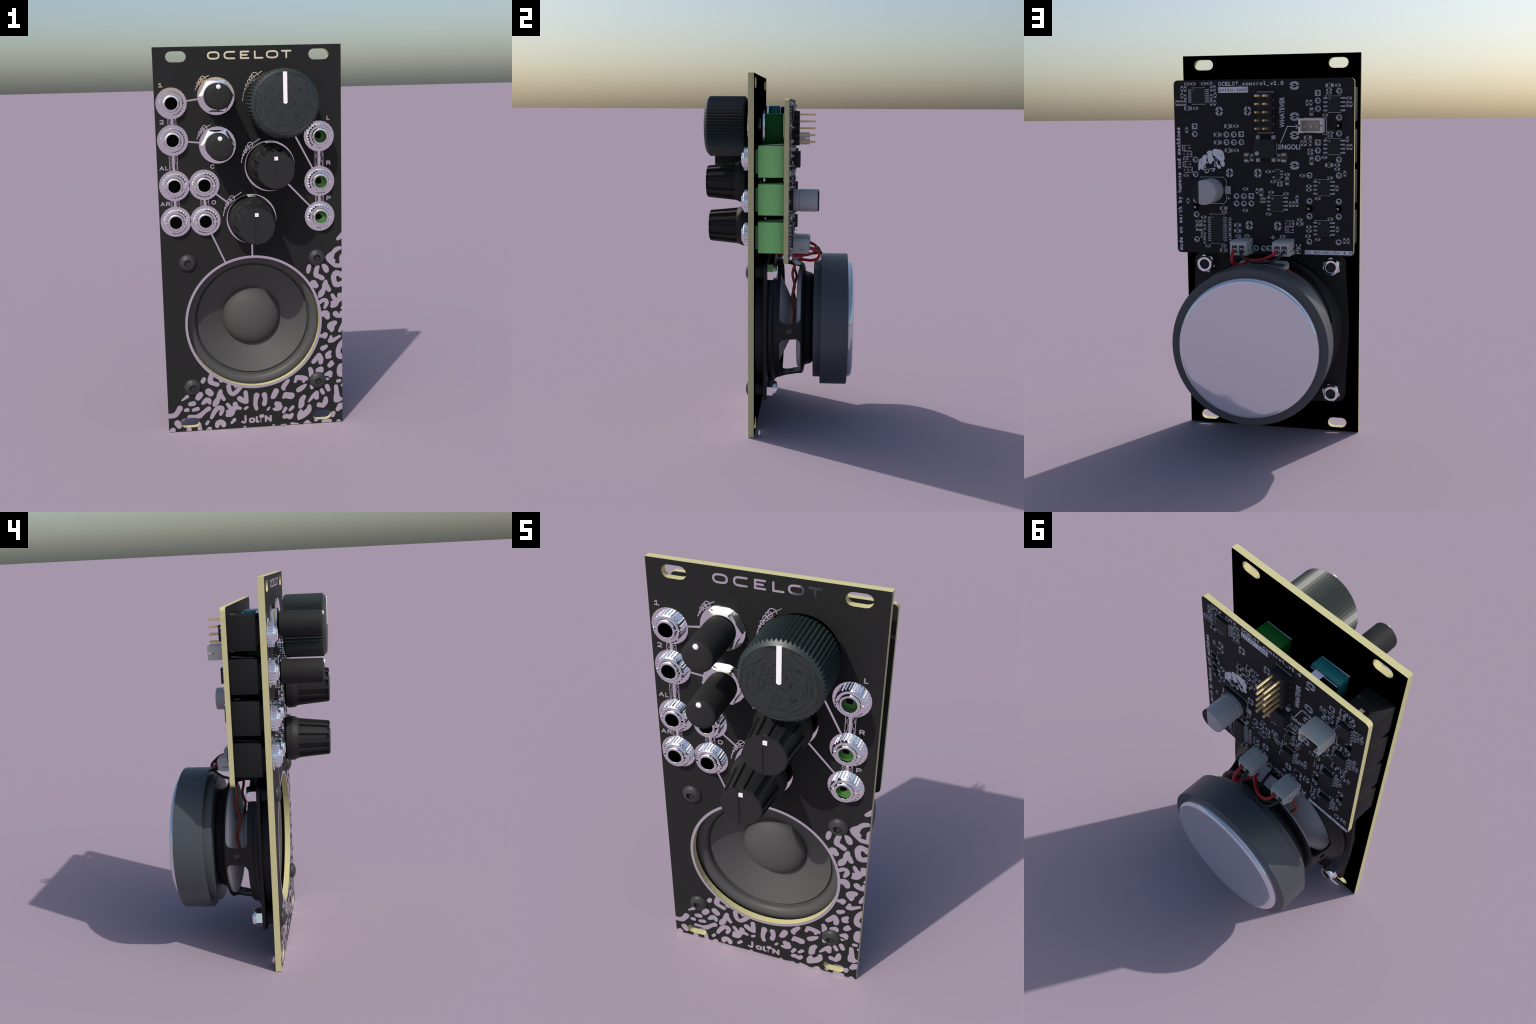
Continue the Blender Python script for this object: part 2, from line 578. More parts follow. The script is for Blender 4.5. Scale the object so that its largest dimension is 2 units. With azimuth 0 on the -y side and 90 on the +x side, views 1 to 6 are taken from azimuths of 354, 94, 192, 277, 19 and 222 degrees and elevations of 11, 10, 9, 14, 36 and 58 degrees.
ARTWORK = empty("panel_artwork", MODULE)
LIFT = -0.05          # plated copper stands this far in front of the mask
cutouts = [("slot", x, z, SLOT_HALF, SLOT_R) for x, z in SLOTS] + [("disc", SPEAKER_X, SPEAKER_Z, HOLE_R)]
FACE = (-30.19, 30.19, 0.02, 128.48)
spot_count = 0


def spot(*strokes):
    """One leopard spot: tapered strokes (x, z, radius) melted together."""
    global spot_count
    spot_count += 1
    prims = [("stroke", curved(st), 0.16) for st in strokes]
    ink("leopard_spot", prims, TIN, PANEL_FRONT, LIFT - 0.004 * (spot_count % 8), cell=0.065, minus=cutouts, keep=FACE, parent=ARTWORK)


spot([(-17.64, 18.36, 0.68), (-18.08, 17.52, 0.74)])
spot([(-15.13, 19.40, 0.82), (-15.50, 17.47, 0.87), (-14.50, 16.65, 0.73), (-13.17, 16.13, 0.78)], [(-11.77, 17.57, 0.83)])
spot([(-16.25, 13.82, 1.14), (-15.55, 13.08, 1.08)])
spot([(-19.18, 12.81, 1.12), (-19.88, 11.76, 0.97)])
spot([(-23.53, 12.47, 0.61), (-24.49, 11.77, 0.37), (-25.44, 11.13, 0.21)])
spot([(-22.57, 9.68, 0.78), (-21.47, 9.85, 0.86)])
spot([(-24.35, 7.57, 0.58), (-23.68, 7.65, 0.74)])
spot([(-21.56, 7.49, 0.62), (-20.15, 7.84, 0.72)])
spot([(-26.17, 8.45, 0.93), (-26.84, 7.29, 0.82), (-27.82, 6.15, 0.87), (-28.97, 5.79, 0.82), (-30.41, 5.88, 0.82)])
spot([(-16.36, 7.66, 0.83), (-17.64, 6.80, 0.67), (-19.24, 5.48, 0.79), (-20.93, 4.97, 0.70), (-23.00, 5.02, 0.79)], [(-19.46, 5.27, 0.93)])
spot([(-27.22, 3.03, 1.13), (-26.69, 1.90, 0.87)])
spot([(-23.34, 0.45, 0.89)], [(-19.88, 2.21, 0.72), (-19.60, 0.20, 0.75)])
spot([(-28.88, 0.61, 0.95), (-29.63, -0.11, 0.83)])
spot([(-18.32, 9.67, 0.54), (-17.08, 10.71, 0.87), (-16.26, 10.55, 0.83), (-15.94, 9.61, 0.50)])
spot([(-12.10, 13.78, 0.62), (-12.46, 12.49, 0.88), (-13.02, 11.11, 0.71), (-13.79, 9.73, 0.99), (-14.49, 8.73, 0.50)], [(-11.95, 12.13, 0.79), (-11.05, 10.76, 0.66)])
spot([(-15.54, 4.31, 0.56), (-14.64, 6.05, 0.72), (-13.45, 7.52, 0.79), (-12.09, 7.76, 0.70), (-11.70, 6.96, 0.70), (-12.33, 5.35, 0.58)])
spot([(-16.69, 2.99, 0.48), (-17.24, 2.21, 0.56)])
spot([(-13.66, 1.13, 0.69), (-13.42, 2.11, 0.84), (-12.46, 2.55, 0.88), (-11.48, 1.91, 0.84), (-11.46, 1.20, 0.71)])
spot([(-16.30, 0.20, 0.84), (-16.74, -0.22, 0.84)])
spot([(-7.63, 3.05, 0.63), (-8.60, 2.01, 0.46)])
spot([(-9.86, 8.82, 0.58), (-8.86, 7.33, 0.71), (-8.26, 6.63, 0.84), (-8.92, 5.57, 1.25), (-10.09, 4.87, 0.62)], [(-9.94, 6.30, 0.58), (-9.23, 5.48, 0.84)], [(-7.25, 8.76, 0.84), (-7.18, 7.55, 0.88), (-8.15, 6.73, 0.84)], [(-7.08, 7.65, 0.80), (-5.52, 7.07, 0.54)])
spot([(-9.35, 15.35, 0.79), (-9.00, 13.37, 0.73), (-7.98, 12.39, 0.68), (-6.60, 13.22, 0.75), (-5.20, 14.88, 0.79)], [(-6.97, 15.03, 0.46)])
spot([(-5.63, 10.64, 0.94), (-4.51, 9.75, 0.80), (-3.43, 9.40, 0.80)], [(-3.53, 12.70, 0.75), (-3.39, 10.82, 0.71), (-3.26, 9.28, 0.63)])
spot([(-3.10, 7.33, 0.46), (-3.79, 6.84, 0.51)])
spot([(-4.14, -0.07, 0.63)])
spot([(0.26, 11.43, 0.96), (-0.16, 9.52, 0.71), (-0.24, 7.98, 0.67), (0.10, 6.53, 0.63)])
spot([(2.95, 11.52, 0.88), (3.21, 9.75, 0.70), (2.81, 8.12, 0.80)], [(2.47, 11.44, 0.53)])
spot([(7.01, 12.59, 0.97), (6.18, 10.88, 0.88), (5.60, 10.25, 0.46)])
spot([(11.33, 16.09, 0.57), (10.21, 14.80, 0.75), (9.56, 13.64, 0.72), (9.93, 12.84, 0.29)])
spot([(10.40, 10.94, 1.01), (9.60, 10.11, 0.53)], [(10.40, 10.94, 1.01), (12.04, 10.51, 1.14), (12.47, 10.66, 0.93)])
spot([(4.57, 6.72, 0.36), (3.99, 5.99, 0.42)])
spot([(7.13, 7.95, 0.85), (7.96, 6.79, 1.14), (7.09, 5.96, 0.64), (6.14, 6.07, 0.47)], [(8.08, 7.89, 0.72)])
spot([(10.23, 6.02, 0.63), (9.46, 4.70, 0.50)])
spot([(12.72, 6.37, 0.63), (11.75, 5.39, 0.53)])
spot([(9.79, 3.01, 0.74), (10.54, 3.29, 0.70), (11.70, 2.81, 0.77), (12.46, 3.66, 0.60)])
spot([(15.56, 4.70, 0.64), (15.22, 3.21, 0.96), (14.78, 1.90, 0.42)], [(18.56, 6.37, 0.63), (18.23, 4.90, 0.96), (16.82, 3.55, 1.03), (14.99, 2.11, 0.59)])
spot([(16.74, 9.88, 0.72), (15.94, 8.71, 0.89), (15.77, 7.17, 0.97), (15.33, 6.20, 0.59)])
spot([(14.36, 17.13, 0.67), (13.71, 15.57, 0.51)], [(14.36, 17.07, 0.71), (15.94, 16.82, 0.88), (17.21, 16.46, 0.81), (17.95, 16.48, 0.32)], [(16.68, 16.38, 0.84), (16.66, 15.28, 0.42)])
spot([(17.34, 14.14, 0.42), (16.10, 13.23, 0.80), (14.82, 12.43, 0.84)])
spot([(22.16, 24.57, 0.80), (21.09, 23.32, 0.80), (20.13, 22.29, 0.72)], [(22.16, 24.57, 0.80), (22.82, 23.22, 0.80), (22.66, 21.97, 0.76)])
spot([(24.51, 27.58, 0.63), (23.40, 26.88, 0.80)])
spot([(25.97, 25.54, 0.55), (25.11, 24.40, 0.85), (25.91, 23.87, 0.55), (24.85, 23.58, 0.46)])
spot([(26.47, 21.88, 0.60), (25.76, 20.65, 0.72), (26.96, 21.28, 0.51)])
spot([(18.98, 19.85, 0.68), (19.35, 18.63, 0.76), (18.91, 17.34, 0.38)])
spot([(22.74, 19.56, 0.97), (21.58, 19.15, 0.68), (22.95, 18.96, 0.72)])
spot([(25.81, 17.85, 1.02), (24.42, 17.49, 0.53)], [(25.80, 17.58, 1.02), (26.08, 16.91, 0.63)])
spot([(24.83, 15.84, 0.51), (25.64, 15.83, 0.15)])
spot([(19.49, 13.02, 0.63), (19.14, 13.70, 0.38)])
spot([(24.81, 13.24, 0.81), (25.34, 11.99, 0.74)])
spot([(22.93, 11.92, 0.68), (23.41, 10.90, 0.68)])
spot([(21.17, 11.04, 0.72), (19.88, 9.90, 0.63), (18.37, 8.07, 0.34)], [(21.17, 11.04, 0.72), (21.11, 9.38, 0.85)])
spot([(24.35, 8.95, 0.64), (24.12, 7.41, 0.89), (23.36, 6.02, 0.56)], [(21.98, 6.60, 0.90), (23.36, 6.13, 0.65)])
spot([(27.97, 13.00, 0.68), (28.21, 10.60, 0.81), (28.37, 8.37, 1.18), (29.70, 8.28, 0.55)], [(27.81, 7.74, 0.64)])
spot([(28.66, 14.88, 0.64), (29.26, 15.00, 0.60)])
spot([(30.26, 13.35, 0.60)])
spot([(29.47, 5.62, 1.18), (28.56, 4.57, 0.77)], [(30.12, 6.25, 0.65)])
spot([(26.98, 3.22, 0.80), (26.76, 2.49, 0.75)])
spot([(20.86, 1.16, 0.68)])
spot([(23.53, 0.42, 0.75), (25.74, 0.39, 0.75)])
spot([(28.79, -0.04, 0.86)])
spot([(17.85, 0.35, 0.90), (16.88, -0.14, 0.47), (18.91, -0.06, 0.43)])
spot([(12.30, 0.32, 0.51), (14.43, -0.14, 0.51)])
spot([(8.57, -0.10, 0.38), (10.06, -0.02, 0.47)])
spot([(5.92, -0.01, 0.55)])
spot([(29.65, 20.20, 0.96), (29.15, 18.92, 0.81), (29.42, 17.47, 0.96), (30.38, 17.31, 0.85)], [(30.18, 20.39, 0.85), (30.22, 18.85, 0.34)])
spot([(30.87, 66.72, 0.81), (29.99, 65.78, 0.76), (28.85, 64.90, 0.54)])
spot([(29.48, 61.77, 0.66), (28.23, 61.28, 0.71), (27.13, 60.13, 0.71), (26.25, 58.97, 1.20), (25.49, 58.67, 0.76)], [(26.14, 58.21, 1.20), (27.00, 56.96, 0.87), (27.54, 56.06, 0.49), (28.30, 55.80, 0.68), (30.60, 55.70, 0.68)], [(30.40, 59.11, 0.68), (30.01, 58.47, 0.60), (30.12, 57.37, 0.65), (30.16, 55.94, 0.71)], [(27.44, 57.60, 0.60)])
spot([(19.10, 56.01, 0.65), (18.87, 54.92, 0.71), (18.68, 53.94, 0.50)])
spot([(22.09, 55.76, 0.54), (21.59, 54.79, 0.76), (21.30, 53.05, 0.78), (21.62, 52.48, 0.63), (22.33, 52.34, 0.74), (23.52, 51.62, 0.79)])
spot([(23.89, 56.06, 0.56), (24.59, 55.21, 0.91), (24.96, 54.25, 0.83)])
spot([(30.37, 52.74, 0.83), (29.49, 52.89, 0.82), (28.18, 53.23, 0.88), (27.40, 52.05, 0.86), (27.53, 50.61, 0.82), (28.05, 49.36, 0.90), (29.14, 49.15, 0.79), (30.35, 49.70, 0.82)], [(30.37, 52.35, 0.76), (29.81, 51.94, 0.49)])
spot([(20.50, 49.84, 1.29), (21.26, 49.14, 0.94)])
spot([(24.71, 50.52, 0.54), (24.43, 49.21, 0.93), (23.98, 47.79, 0.68), (23.14, 46.39, 1.00), (22.47, 45.25, 0.44)], [(24.97, 48.85, 0.88), (25.78, 47.48, 0.73)])
spot([(22.73, 43.29, 0.60), (23.61, 43.97, 0.58), (24.60, 43.89, 0.63), (24.92, 42.84, 0.68), (24.25, 41.37, 0.49)])
spot([(26.87, 45.64, 0.57), (27.57, 44.38, 0.69), (28.28, 43.34, 0.89), (27.67, 42.48, 1.10), (26.67, 41.63, 0.50)], [(26.69, 43.14, 0.44), (27.56, 42.48, 0.99)], [(29.40, 45.52, 0.82), (29.67, 44.39, 0.88), (28.34, 43.45, 0.77)], [(30.33, 44.91, 1.43)])
spot([(23.79, 39.21, 1.04), (24.73, 39.16, 1.08), (25.21, 37.89, 0.82)])
spot([(27.98, 38.99, 1.00), (28.75, 38.27, 0.69), (30.52, 38.18, 0.69)], [(29.97, 39.33, 0.61), (30.30, 38.53, 0.66)])
spot([(30.20, 40.95, 0.47), (30.53, 41.32, 0.55)])
spot([(27.63, 35.80, 0.83), (26.30, 34.86, 1.22), (26.62, 33.82, 0.89), (26.61, 32.97, 0.40)], [(27.91, 35.96, 0.61)])
spot([(22.73, 31.43, 0.55), (23.50, 31.39, 0.61), (24.39, 31.79, 0.80), (24.22, 30.84, 0.55)])
spot([(26.38, 30.95, 0.51), (25.87, 29.44, 0.61)], [(25.92, 29.55, 0.69), (26.92, 29.67, 0.73), (28.04, 30.23, 0.53), (29.38, 30.95, 0.45)])
spot([(30.84, 35.63, 0.67), (29.83, 33.65, 0.64), (29.33, 32.77, 0.44)])
spot([(24.69, 27.68, 0.53), (24.24, 27.37, 0.67), (23.35, 26.96, 0.82)])
spot([(30.26, 29.20, 0.55), (29.36, 27.54, 0.84), (28.79, 25.74, 0.78), (29.17, 24.00, 0.95), (30.23, 23.59, 0.84)])

ink("speaker_ring", [("ring", SPEAKER_X, SPEAKER_Z, 22.78, 0.86)], TIN, PANEL_FRONT, LIFT - 0.04, cell=0.12, minus=cutouts, parent=ARTWORK)

# ---- single-stroke letters


def oval_path(a0, a1, n=28, power=0.72):
    out = []
    for t in np.linspace(math.radians(a0), math.radians(a1), n):
        c, q = math.cos(t), math.sin(t)
        out.append((0.5 + 0.5 * math.copysign(abs(c) ** power, c), 0.5 + 0.5 * math.copysign(abs(q) ** power, q)))
    return out


STROKES = {
    "O": [oval_path(0, 360, 40)], "C": [[(1.0, 1.0)] + oval_path(88, 272, 28) + [(1.0, 0.0)]],
    "c": [oval_path(38, 322, 28, 0.9)],
    "E": [[(1, 1), (0, 1), (0, 0), (1, 0)], [(0, 0.5), (0.78, 0.5)]],
    "L": [[(0, 1), (0, 0), (1, 0)]], "T": [[(0, 1), (1, 1)], [(0.5, 1), (0.5, 0)]],
    "A": [[(0, 0), (0.5, 1), (1, 0)], [(0.2, 0.3), (0.8, 0.3)]],
    "R": [[(0, 0), (0, 1), (0.7, 1), (0.95, 0.88), (0.95, 0.6), (0.7, 0.45), (0, 0.45)], [(0.6, 0.45), (1, 0)]],
    "P": [[(0, 0), (0, 1), (0.75, 1), (1, 0.86), (1, 0.55), (0.75, 0.4), (0, 0.4)]],
    "1": [[(0.05, 0.72), (0.5, 1), (0.5, 0)], [(0, 0), (1, 0)]],
    "2": [[(0.02, 0.86), (0.3, 1), (0.7, 1), (0.96, 0.8), (0.9, 0.55), (0, 0), (1, 0)]],
    "N": [[(0, 0), (0, 1), (1, 0), (1, 1)]],
    "J": [[(1, 1), (1, 0.3), (0.85, 0.05), (0.5, 0.0), (0.0, 0.14)]],
}


def letter(char, x0, x1, z0, z1, r):
    prims = [("stroke", [(x0 + r + u * (x1 - x0 - 2 * r), z0 + r + w * (z1 - z0 - 2 * r), r) for u, w in path]) for path in STROKES[char]]
    return ink("letter", prims, TIN, PANEL_FRONT, LIFT, cell=0.045, parent=ARTWORK)


for ch, cx, half in (("O", -10.86, 1.98), ("C", -5.74, 1.84), ("E", -0.86, 1.50), ("L", 3.63, 1.50), ("O", 7.95, 1.98), ("T", 12.5, 1.68)):
    letter(ch, cx - half, cx + half, 124.33, 126.90, 0.27)
for ch, x0, x1, z0 in (("1", -28.73, -27.28, 116.07), ("2", -28.80, -27.33, 104.43), ("A", -29.46, -27.93, 89.73), ("L", -27.60, -26.55, 89.73),
                       ("c", -13.03, -11.55, 89.76), ("A", -29.64, -28.12, 78.07), ("R", -27.82, -26.48, 78.07), ("O", -12.98, -11.54, 78.07),
                       ("L", 25.38, 26.44, 104.43), ("R", 25.19, 26.61, 89.78), ("P", 25.16, 26.57, 78.11)):
    letter(ch, x0, x1, z0, z0 + 1.42, 0.15)
letter("J", -5.34, -3.44, 1.42, 4.50, 0.36)
letter("O", -2.66, -0.46, 1.48, 3.46, 0.34)
letter("L", -0.26, 1.04, 1.50, 3.88, 0.35)
letter("N", 2.88, 5.30, 1.50, 3.97, 0.36)
ink("dandelion_letter", [("stroke", [(1.62, 3.72, 0.66), (2.10, 3.82, 0.66)], 0.1), ("stroke", [(1.70, 3.3, 0.14), (1.5, 2.4, 0.13), (1.52, 1.6, 0.15)])],
    TIN, PANEL_FRONT, LIFT, cell=0.05, parent=ARTWORK)

# ---- traces between controls
for a, b in (((-20.0, 111.64), (-16.2, 112.13)), ((-20.0, 98.69), (-16.2, 98.29)), ((-11.44, 81.51), (-7.5, 78.35)), ((-13.26, 68.12), (-9.0, 58.4)),
             ((0.01, 64.7), (0.0, 60.2)), ((15.1, 99.35), (20.6, 88.9)), ((12.3, 84.05), (19.55, 76.4))):
    ink("trace_line", [("stroke", [(*a, 0.27), (*b, 0.27)])], TIN, PANEL_FRONT, LIFT + 0.02, cell=0.06, parent=ARTWORK)

# ---- braided strips joining neighbouring jacks
rng = random.Random(21)
for x, z0, z1 in ((-24.83, 103.9, 106.4), (-24.85, 89.2, 94.7), (-24.86, 77.5, 79.95), (-15.2, 77.5, 79.95), (22.8, 89.2, 94.7), (22.8, 77.5, 79.95)):
    prims = [("rect", x - 1.40, x - 1.24, z0, z1), ("rect", x - 0.42, x + 0.42, z0, z1), ("rect", x + 1.24, x + 1.40, z0, z1)]
    for side in (-1, 1):
        z, path = z0 + 0.25, []
        lo, hi = x + side * 0.83 - 0.24, x + side * 0.83 + 0.24
        while z < z1 - 0.2:
            path.append((lo if len(path) % 2 == 0 else hi, z, 0.055))
            if rng.random() < 0.55:
                path.append((path[-1][0], z + 0.22, 0.055))
            z += rng.uniform(0.18, 0.42)
        if len(path) > 1:
            prims.append(("stroke", path))
    ink("braided_strip", prims, TIN, PANEL_FRONT, LIFT + 0.01, cell=0.05, parent=ARTWORK)

# ---- bead-chain scales beside the knobs: line, dots and growing rings


def scale_mark(line, dots, rings):
    prims = [("stroke", [(x, z, 0.13) for x, z in line])]
    prims += [("stroke", [(x, z, r)]) for x, z, r in dots] + [("ring", x, z, r, 0.25) for x, z, r in rings]
    ink("scale_mark", prims, TIN, PANEL_FRONT, LIFT - 0.015, cell=0.05, parent=ARTWORK)


for x, z in SMALL_POTS:
    shift = lambda pts: [(x + p[0], z + p[1], *p[2:]) for p in pts]
    scale_mark(shift([(-6.48, 2.16), (-5.98, 3.21), (-5.45, 4.17), (-4.69, 4.97), (-4.00, 5.55), (-2.10, 6.50)]),
               shift([(-6.48, 2.20, 0.20), (-5.98, 3.21, 0.32)]), shift([(-5.45, 4.17, 0.48), (-4.69, 4.97, 0.64), (-4.00, 5.55, 0.80)]))
scale_mark([(-1.96, 111.11), (-1.5, 113.51), (-0.95, 115.01), (-0.34, 116.06), (0.51, 117.28), (1.36, 118.26), (2.2, 118.94), (4.45, 120.39)],
           [(-1.5, 113.51, 0.2), (-0.95, 114.95, 0.36)], [(-0.34, 116.06, 0.5), (0.51, 117.28, 0.68), (1.36, 118.2, 0.89), (2.2, 118.94, 1.12)])
for x, z in MEDIUM_POTS:
    shift = lambda pts: [(x + p[0], z + p[1], *p[2:]) for p in pts]
    scale_mark(shift([(-9.30, 1.36), (-8.99, 2.81), (-8.58, 3.97), (-7.96, 5.0), (-7.18, 6.12), (-6.26, 7.03), (-3.1, 8.95)]),
               shift([(-8.99, 2.81, 0.21), (-8.58, 3.95, 0.37)]), shift([(-7.96, 5.0, 0.48), (-7.18, 6.12, 0.65), (-6.26, 7.03, 0.86)]))

# ---- round plated lands under jacks and knobs


def land(x, z, r, n=40):
    sol = Solid().prism([circle(x, z, r, n)], PANEL_FRONT - 0.075, PANEL_FRONT, TIN)
    put("plated_land", sol.mesh("plated_land"), ARTWORK)


for x, z, _ in INPUT_JACKS + OUTPUT_JACKS:
    s = Solid().prism([circle(x, z, 5.0, 22), circle(x, z, 2.7, 22)], PANEL_FRONT - 0.075, PANEL_FRONT, TIN)
    put("plated_land", s.mesh("plated_land"), ARTWORK)
for x, z in MEDIUM_POTS:
    land(x, z, 8.25)
land(*LARGE_POT, 9.75, 48)

# ------------------------------------------------------------------ jacks

NUT_TEETH = 26


def knurl(j, i, t, r, y):
    groove = i % 4 >= 2
    if j == 6:                                         # teeth run out on the front chamfer
        return (3.70, -12.17) if groove else (3.98, -11.90)
    return (3.70 if groove and r > 3.7 else r), y


s = Solid()
s.lathe([(2.9, -10.22), (3.98, -10.22), (3.98, -10.98), (3.70, -11.0), (3.70, -11.08), (3.98, -11.10), (3.98, -11.90), (3.50, -12.37), (3.46, -11.75), (2.8, -11.75)],
        CHROME, NUT_TEETH * 4, phase=0.05, radius=knurl)
NUT = s.mesh("jack_nut")
s = Solid()
gap = 0.27
for side in (-1, 1):                                   # two half faces leave the screwdriver slot between them
    a_in, a_out = math.asin(gap / 2.82), math.asin(gap / 3.52)
    half_ring = [(3.52 * math.cos(t), side * 3.52 * math.sin(t)) for t in np.linspace(a_out, math.pi - a_out, 36)]
    half_ring += [(2.82 * math.cos(t), side * 2.82 * math.sin(t)) for t in np.linspace(math.pi - a_in, a_in, 36)]
    s.prism([half_ring], -12.38, -11.74, CHROME)
NUT_FACE = s.mesh("nut_face", smooth=25)
s = Solid()
s.lathe([(2.62, -9.0), (2.70, -12.68), (2.66, -12.82), (2.54, -12.93), (2.48, -12.95), (2.04, -12.95), (1.98, -12.88), (1.95, -12.7), (1.95, -9.5)], CHROME, 40)
BUSH = s.mesh("threaded_bush", smooth=25)


def jack_meshes(body, collar, wall):
    """Box with a flat collar and a round bore, origin on the socket axis."""
    out = {}
    for way in (1, -1):
        z0, z1 = (-4.45, 6.35) if way == 1 else (-6.1, 4.75)
        q = Solid()
        q.box((-4.5, 4.5), (-6.98, 2.02), (z0, z1), body, 0.12)
        mid = (z0 + z1) / 2
        q.box((-4.1, 4.1), (-7.9, -6.9), (mid - 4.1, mid + 4.1), collar, 0.1)
        out[way] = q.mesh("jack_body", smooth=30)
    q = Solid()
    q.lathe([(2.70, -8.0), (2.70, -9.9), (1.94, -9.9), (1.94, -8.02), (0.0, -7.95)], wall, 36)
    return out, q.mesh("socket_bore", smooth=40)


black_bodies, black_bore = jack_meshes(JACK, JACK, BORE)
green_bodies, green_bore = jack_meshes(GREEN, GREEN_DARK, GREEN_BORE)
s = Solid()
s.prism([circle(0, 0, 1.92, 36), [(-1.45, 0.1), (-0.95, -0.65), (0.35, -0.75), (0.55, 0.2), (0.35, 1.2), (-0.9, 1.35)]], -11.3, -10.9, GREEN_BORE)
s.lathe([(1.93, -12.4), (1.90, -11.3)], GREEN_BORE, 36)
s.lathe([(1.93, -10.8), (0, -10.8)], BORE, 36)
CONTACT_HOLE = s.mesh("contact_recess")
s = Solid()                                            # sprung contact beside the body
s.box((-0.9, 0.9), (-5.4, 1.9), (-0.07, 0.07), STEEL)
s.box((-0.9, 0.9), (-5.6, -5.3), (-0.3, 0.07), STEEL)
SPRING = s.mesh("contact_spring")

for group, bodies, bore, green in ((INPUT_JACKS, black_bodies, black_bore, False), (OUTPUT_JACKS, green_bodies, green_bore, True)):
    for x, z, way in group:
        j = put("audio_jack", bodies[way], MODULE, (x, 0, z))
        put("socket_bore", bore, j)
        put("threaded_bush", BUSH, j)
        n = put("jack_nut", NUT, j, rot=(0, RNG.uniform(0, 0.2), 0))
        put("nut_face", NUT_FACE, j)
        if green:
            put("contact_recess", CONTACT_HOLE, j, rot=(0, {99.3: 0.0, 84.55: -0.15}.get(z, -0.7), 0))
        zz = -4.75 if way == 1 else 5.15
        put("contact_spring", SPRING, j, (0, 0, zz), (math.radians(-3.5 if way == 1 else 3.5), 0, 0))
        s_end = way * -6.35
        q = put("ground_tab", PART.setdefault("ground_tab", Solid().box((-0.2, 1.1), (-0.4, 1.5), (-0.05, 0.12), BUMP).box((-1.6, -0.3), (-0.8, 1.8), (-0.05, 0.03), BORE).mesh("ground_tab")), j, (0, 0, 6.42 if way == 1 else -6.16))

# ------------------------------------------------------------------ small pots with slim black caps


def pot_body(x, z, colour, half_x, zlo, zhi, ylo, yhi):
    p = Solid()
    p.box((x - half_x, x + half_x), (ylo, yhi), (z + zlo, z + zhi), colour, 0.35)
    p.box((x - half_x + 0.05, x + half_x - 0.05), (-7.0, ylo - 0.02), (z + zlo + 0.1, z + zhi - 0.1), STEEL, 0.2)
    p.box((x - half_x + 0.3, x + half_x - 0.3), (yhi + 0.02, yhi + 0.45), (z + zlo + 0.4, z + zhi - 0.4), STEEL, 0.1)
    p.box((x - 3.6, x + 3.6), (yhi + 0.4, yhi + 1.0), (z + zlo + 1.2, z + zhi - 1.2), BORE, 0.1)
    for k in (-2.5, 0, 2.5):
        p.box((x + k - 0.4, x + k + 0.4), (yhi + 0.4, BOARD_FRONT - 0.02), (z + zlo + 0.5, z + zlo + 0.7), STEEL)
    p.box((x + 0.0, x + 2.9), (yhi + 0.05, BOARD_FRONT - 0.02), (z + zhi - 0.35, z + zhi - 0.15), STEEL)
    p.lathe([(3.3, -8.1), (3.3, -7.0)], STEEL, 24, centre=(x, z))
    o = put("potentiometer", p.mesh("potentiometer", smooth=30), MODULE)
    return o


HEX = [(5.66 * math.cos(math.radians(60 * k)), 5.66 * math.sin(math.radians(60 * k))) for k in range(6)]
s = Solid()
s.prism([circle(0, 0, 6.0, 24), circle(0, 0, 3.4, 24)], -10.5, -10.16, CHROME)
WASHER = s.mesh("lock_washer")

def hex_edge(t):
    """Radius of the hexagon at angle t."""
    return 4.95 / math.cos((t % (math.pi / 3)) - math.pi / 6)


def crown(j, i, t, r, y):
    return (hex_edge(t) * r, y) if r < 2 else (r, y)


s = Solid()
s.lathe([(1.0, -10.52), (1.0, -11.90), (0.985, -11.96), (4.72, -12.05), (4.45, -12.16), (4.1, -12.24), (3.7, -12.25), (3.35, -12.18), (3.2, -12.05)], CHROME, 72, radius=crown)
HEXNUT = s.mesh("hex_nut", smooth=32)
s = Solid()
s.lathe([(0, -12.4), (3.3, -12.4), (3.3, -12.9), (3.9, -12.9), (4.10, -12.6), (4.12, -13.2), (4.0, -25.75), (3.9, -26.05), (3.6, -26.25), (2.4, -26.42), (0, -26.50)], CAPKNOB, 48)
SLIM = s.mesh("slim_knob", smooth=40)
s = Solid()
s.lathe([(0.72, -25.9), (0.72, -26.52), (0.50, -26.68), (0, -26.72)], WHITE, 10)
DOT = s.mesh("pointer_dot", smooth=50)
for x, z in SMALL_POTS:
    p = pot_body(x, z, POT_TEAL, 4.9, -6.0, 4.75, -5.35, -1.4)
    put("lock_washer", WASHER, p, (x, 0, z))
    put("hex_nut", HEXNUT, p, (x, 0, z))
    k = put("slim_knob", SLIM, MODULE, (x, 0, z))
    put("pointer_dot", DOT, k, (-0.1, 0, 2.88))

# ------------------------------------------------------------------ medium fluted knobs

FLUTES, FN = 12, 12 * 30


def flute(j, i, t, r, y):
    a = (math.degrees(t) % 30.0) - 15.0
    if -26.9 < y < -16.9 and abs(a) < 9.1:
        return r - 0.72, y
    return r, y


s = Solid()
s.lathe([(6.6, -12.72), (7.45, -12.72), (7.66, -12.95), (7.58, -14.6), (7.5, -15.2), (7.05, -16.0), (6.90, -16.5), (6.82, -16.85), (6.80, -17.05), (6.3, -22.0), (5.86, -26.6), (5.83, -26.85), (5.74, -26.97), (5.25, -27.02)],
        KNOB, FN, radius=flute)
s.lathe([(6.6, -12.72), (6.4, -13.4), (0, -13.4)], BORE, 48)
s.lathe([(5.26, -26.9), (5.24, -27.0), (0, -27.0)], KNOB, 72)
half = 0.60


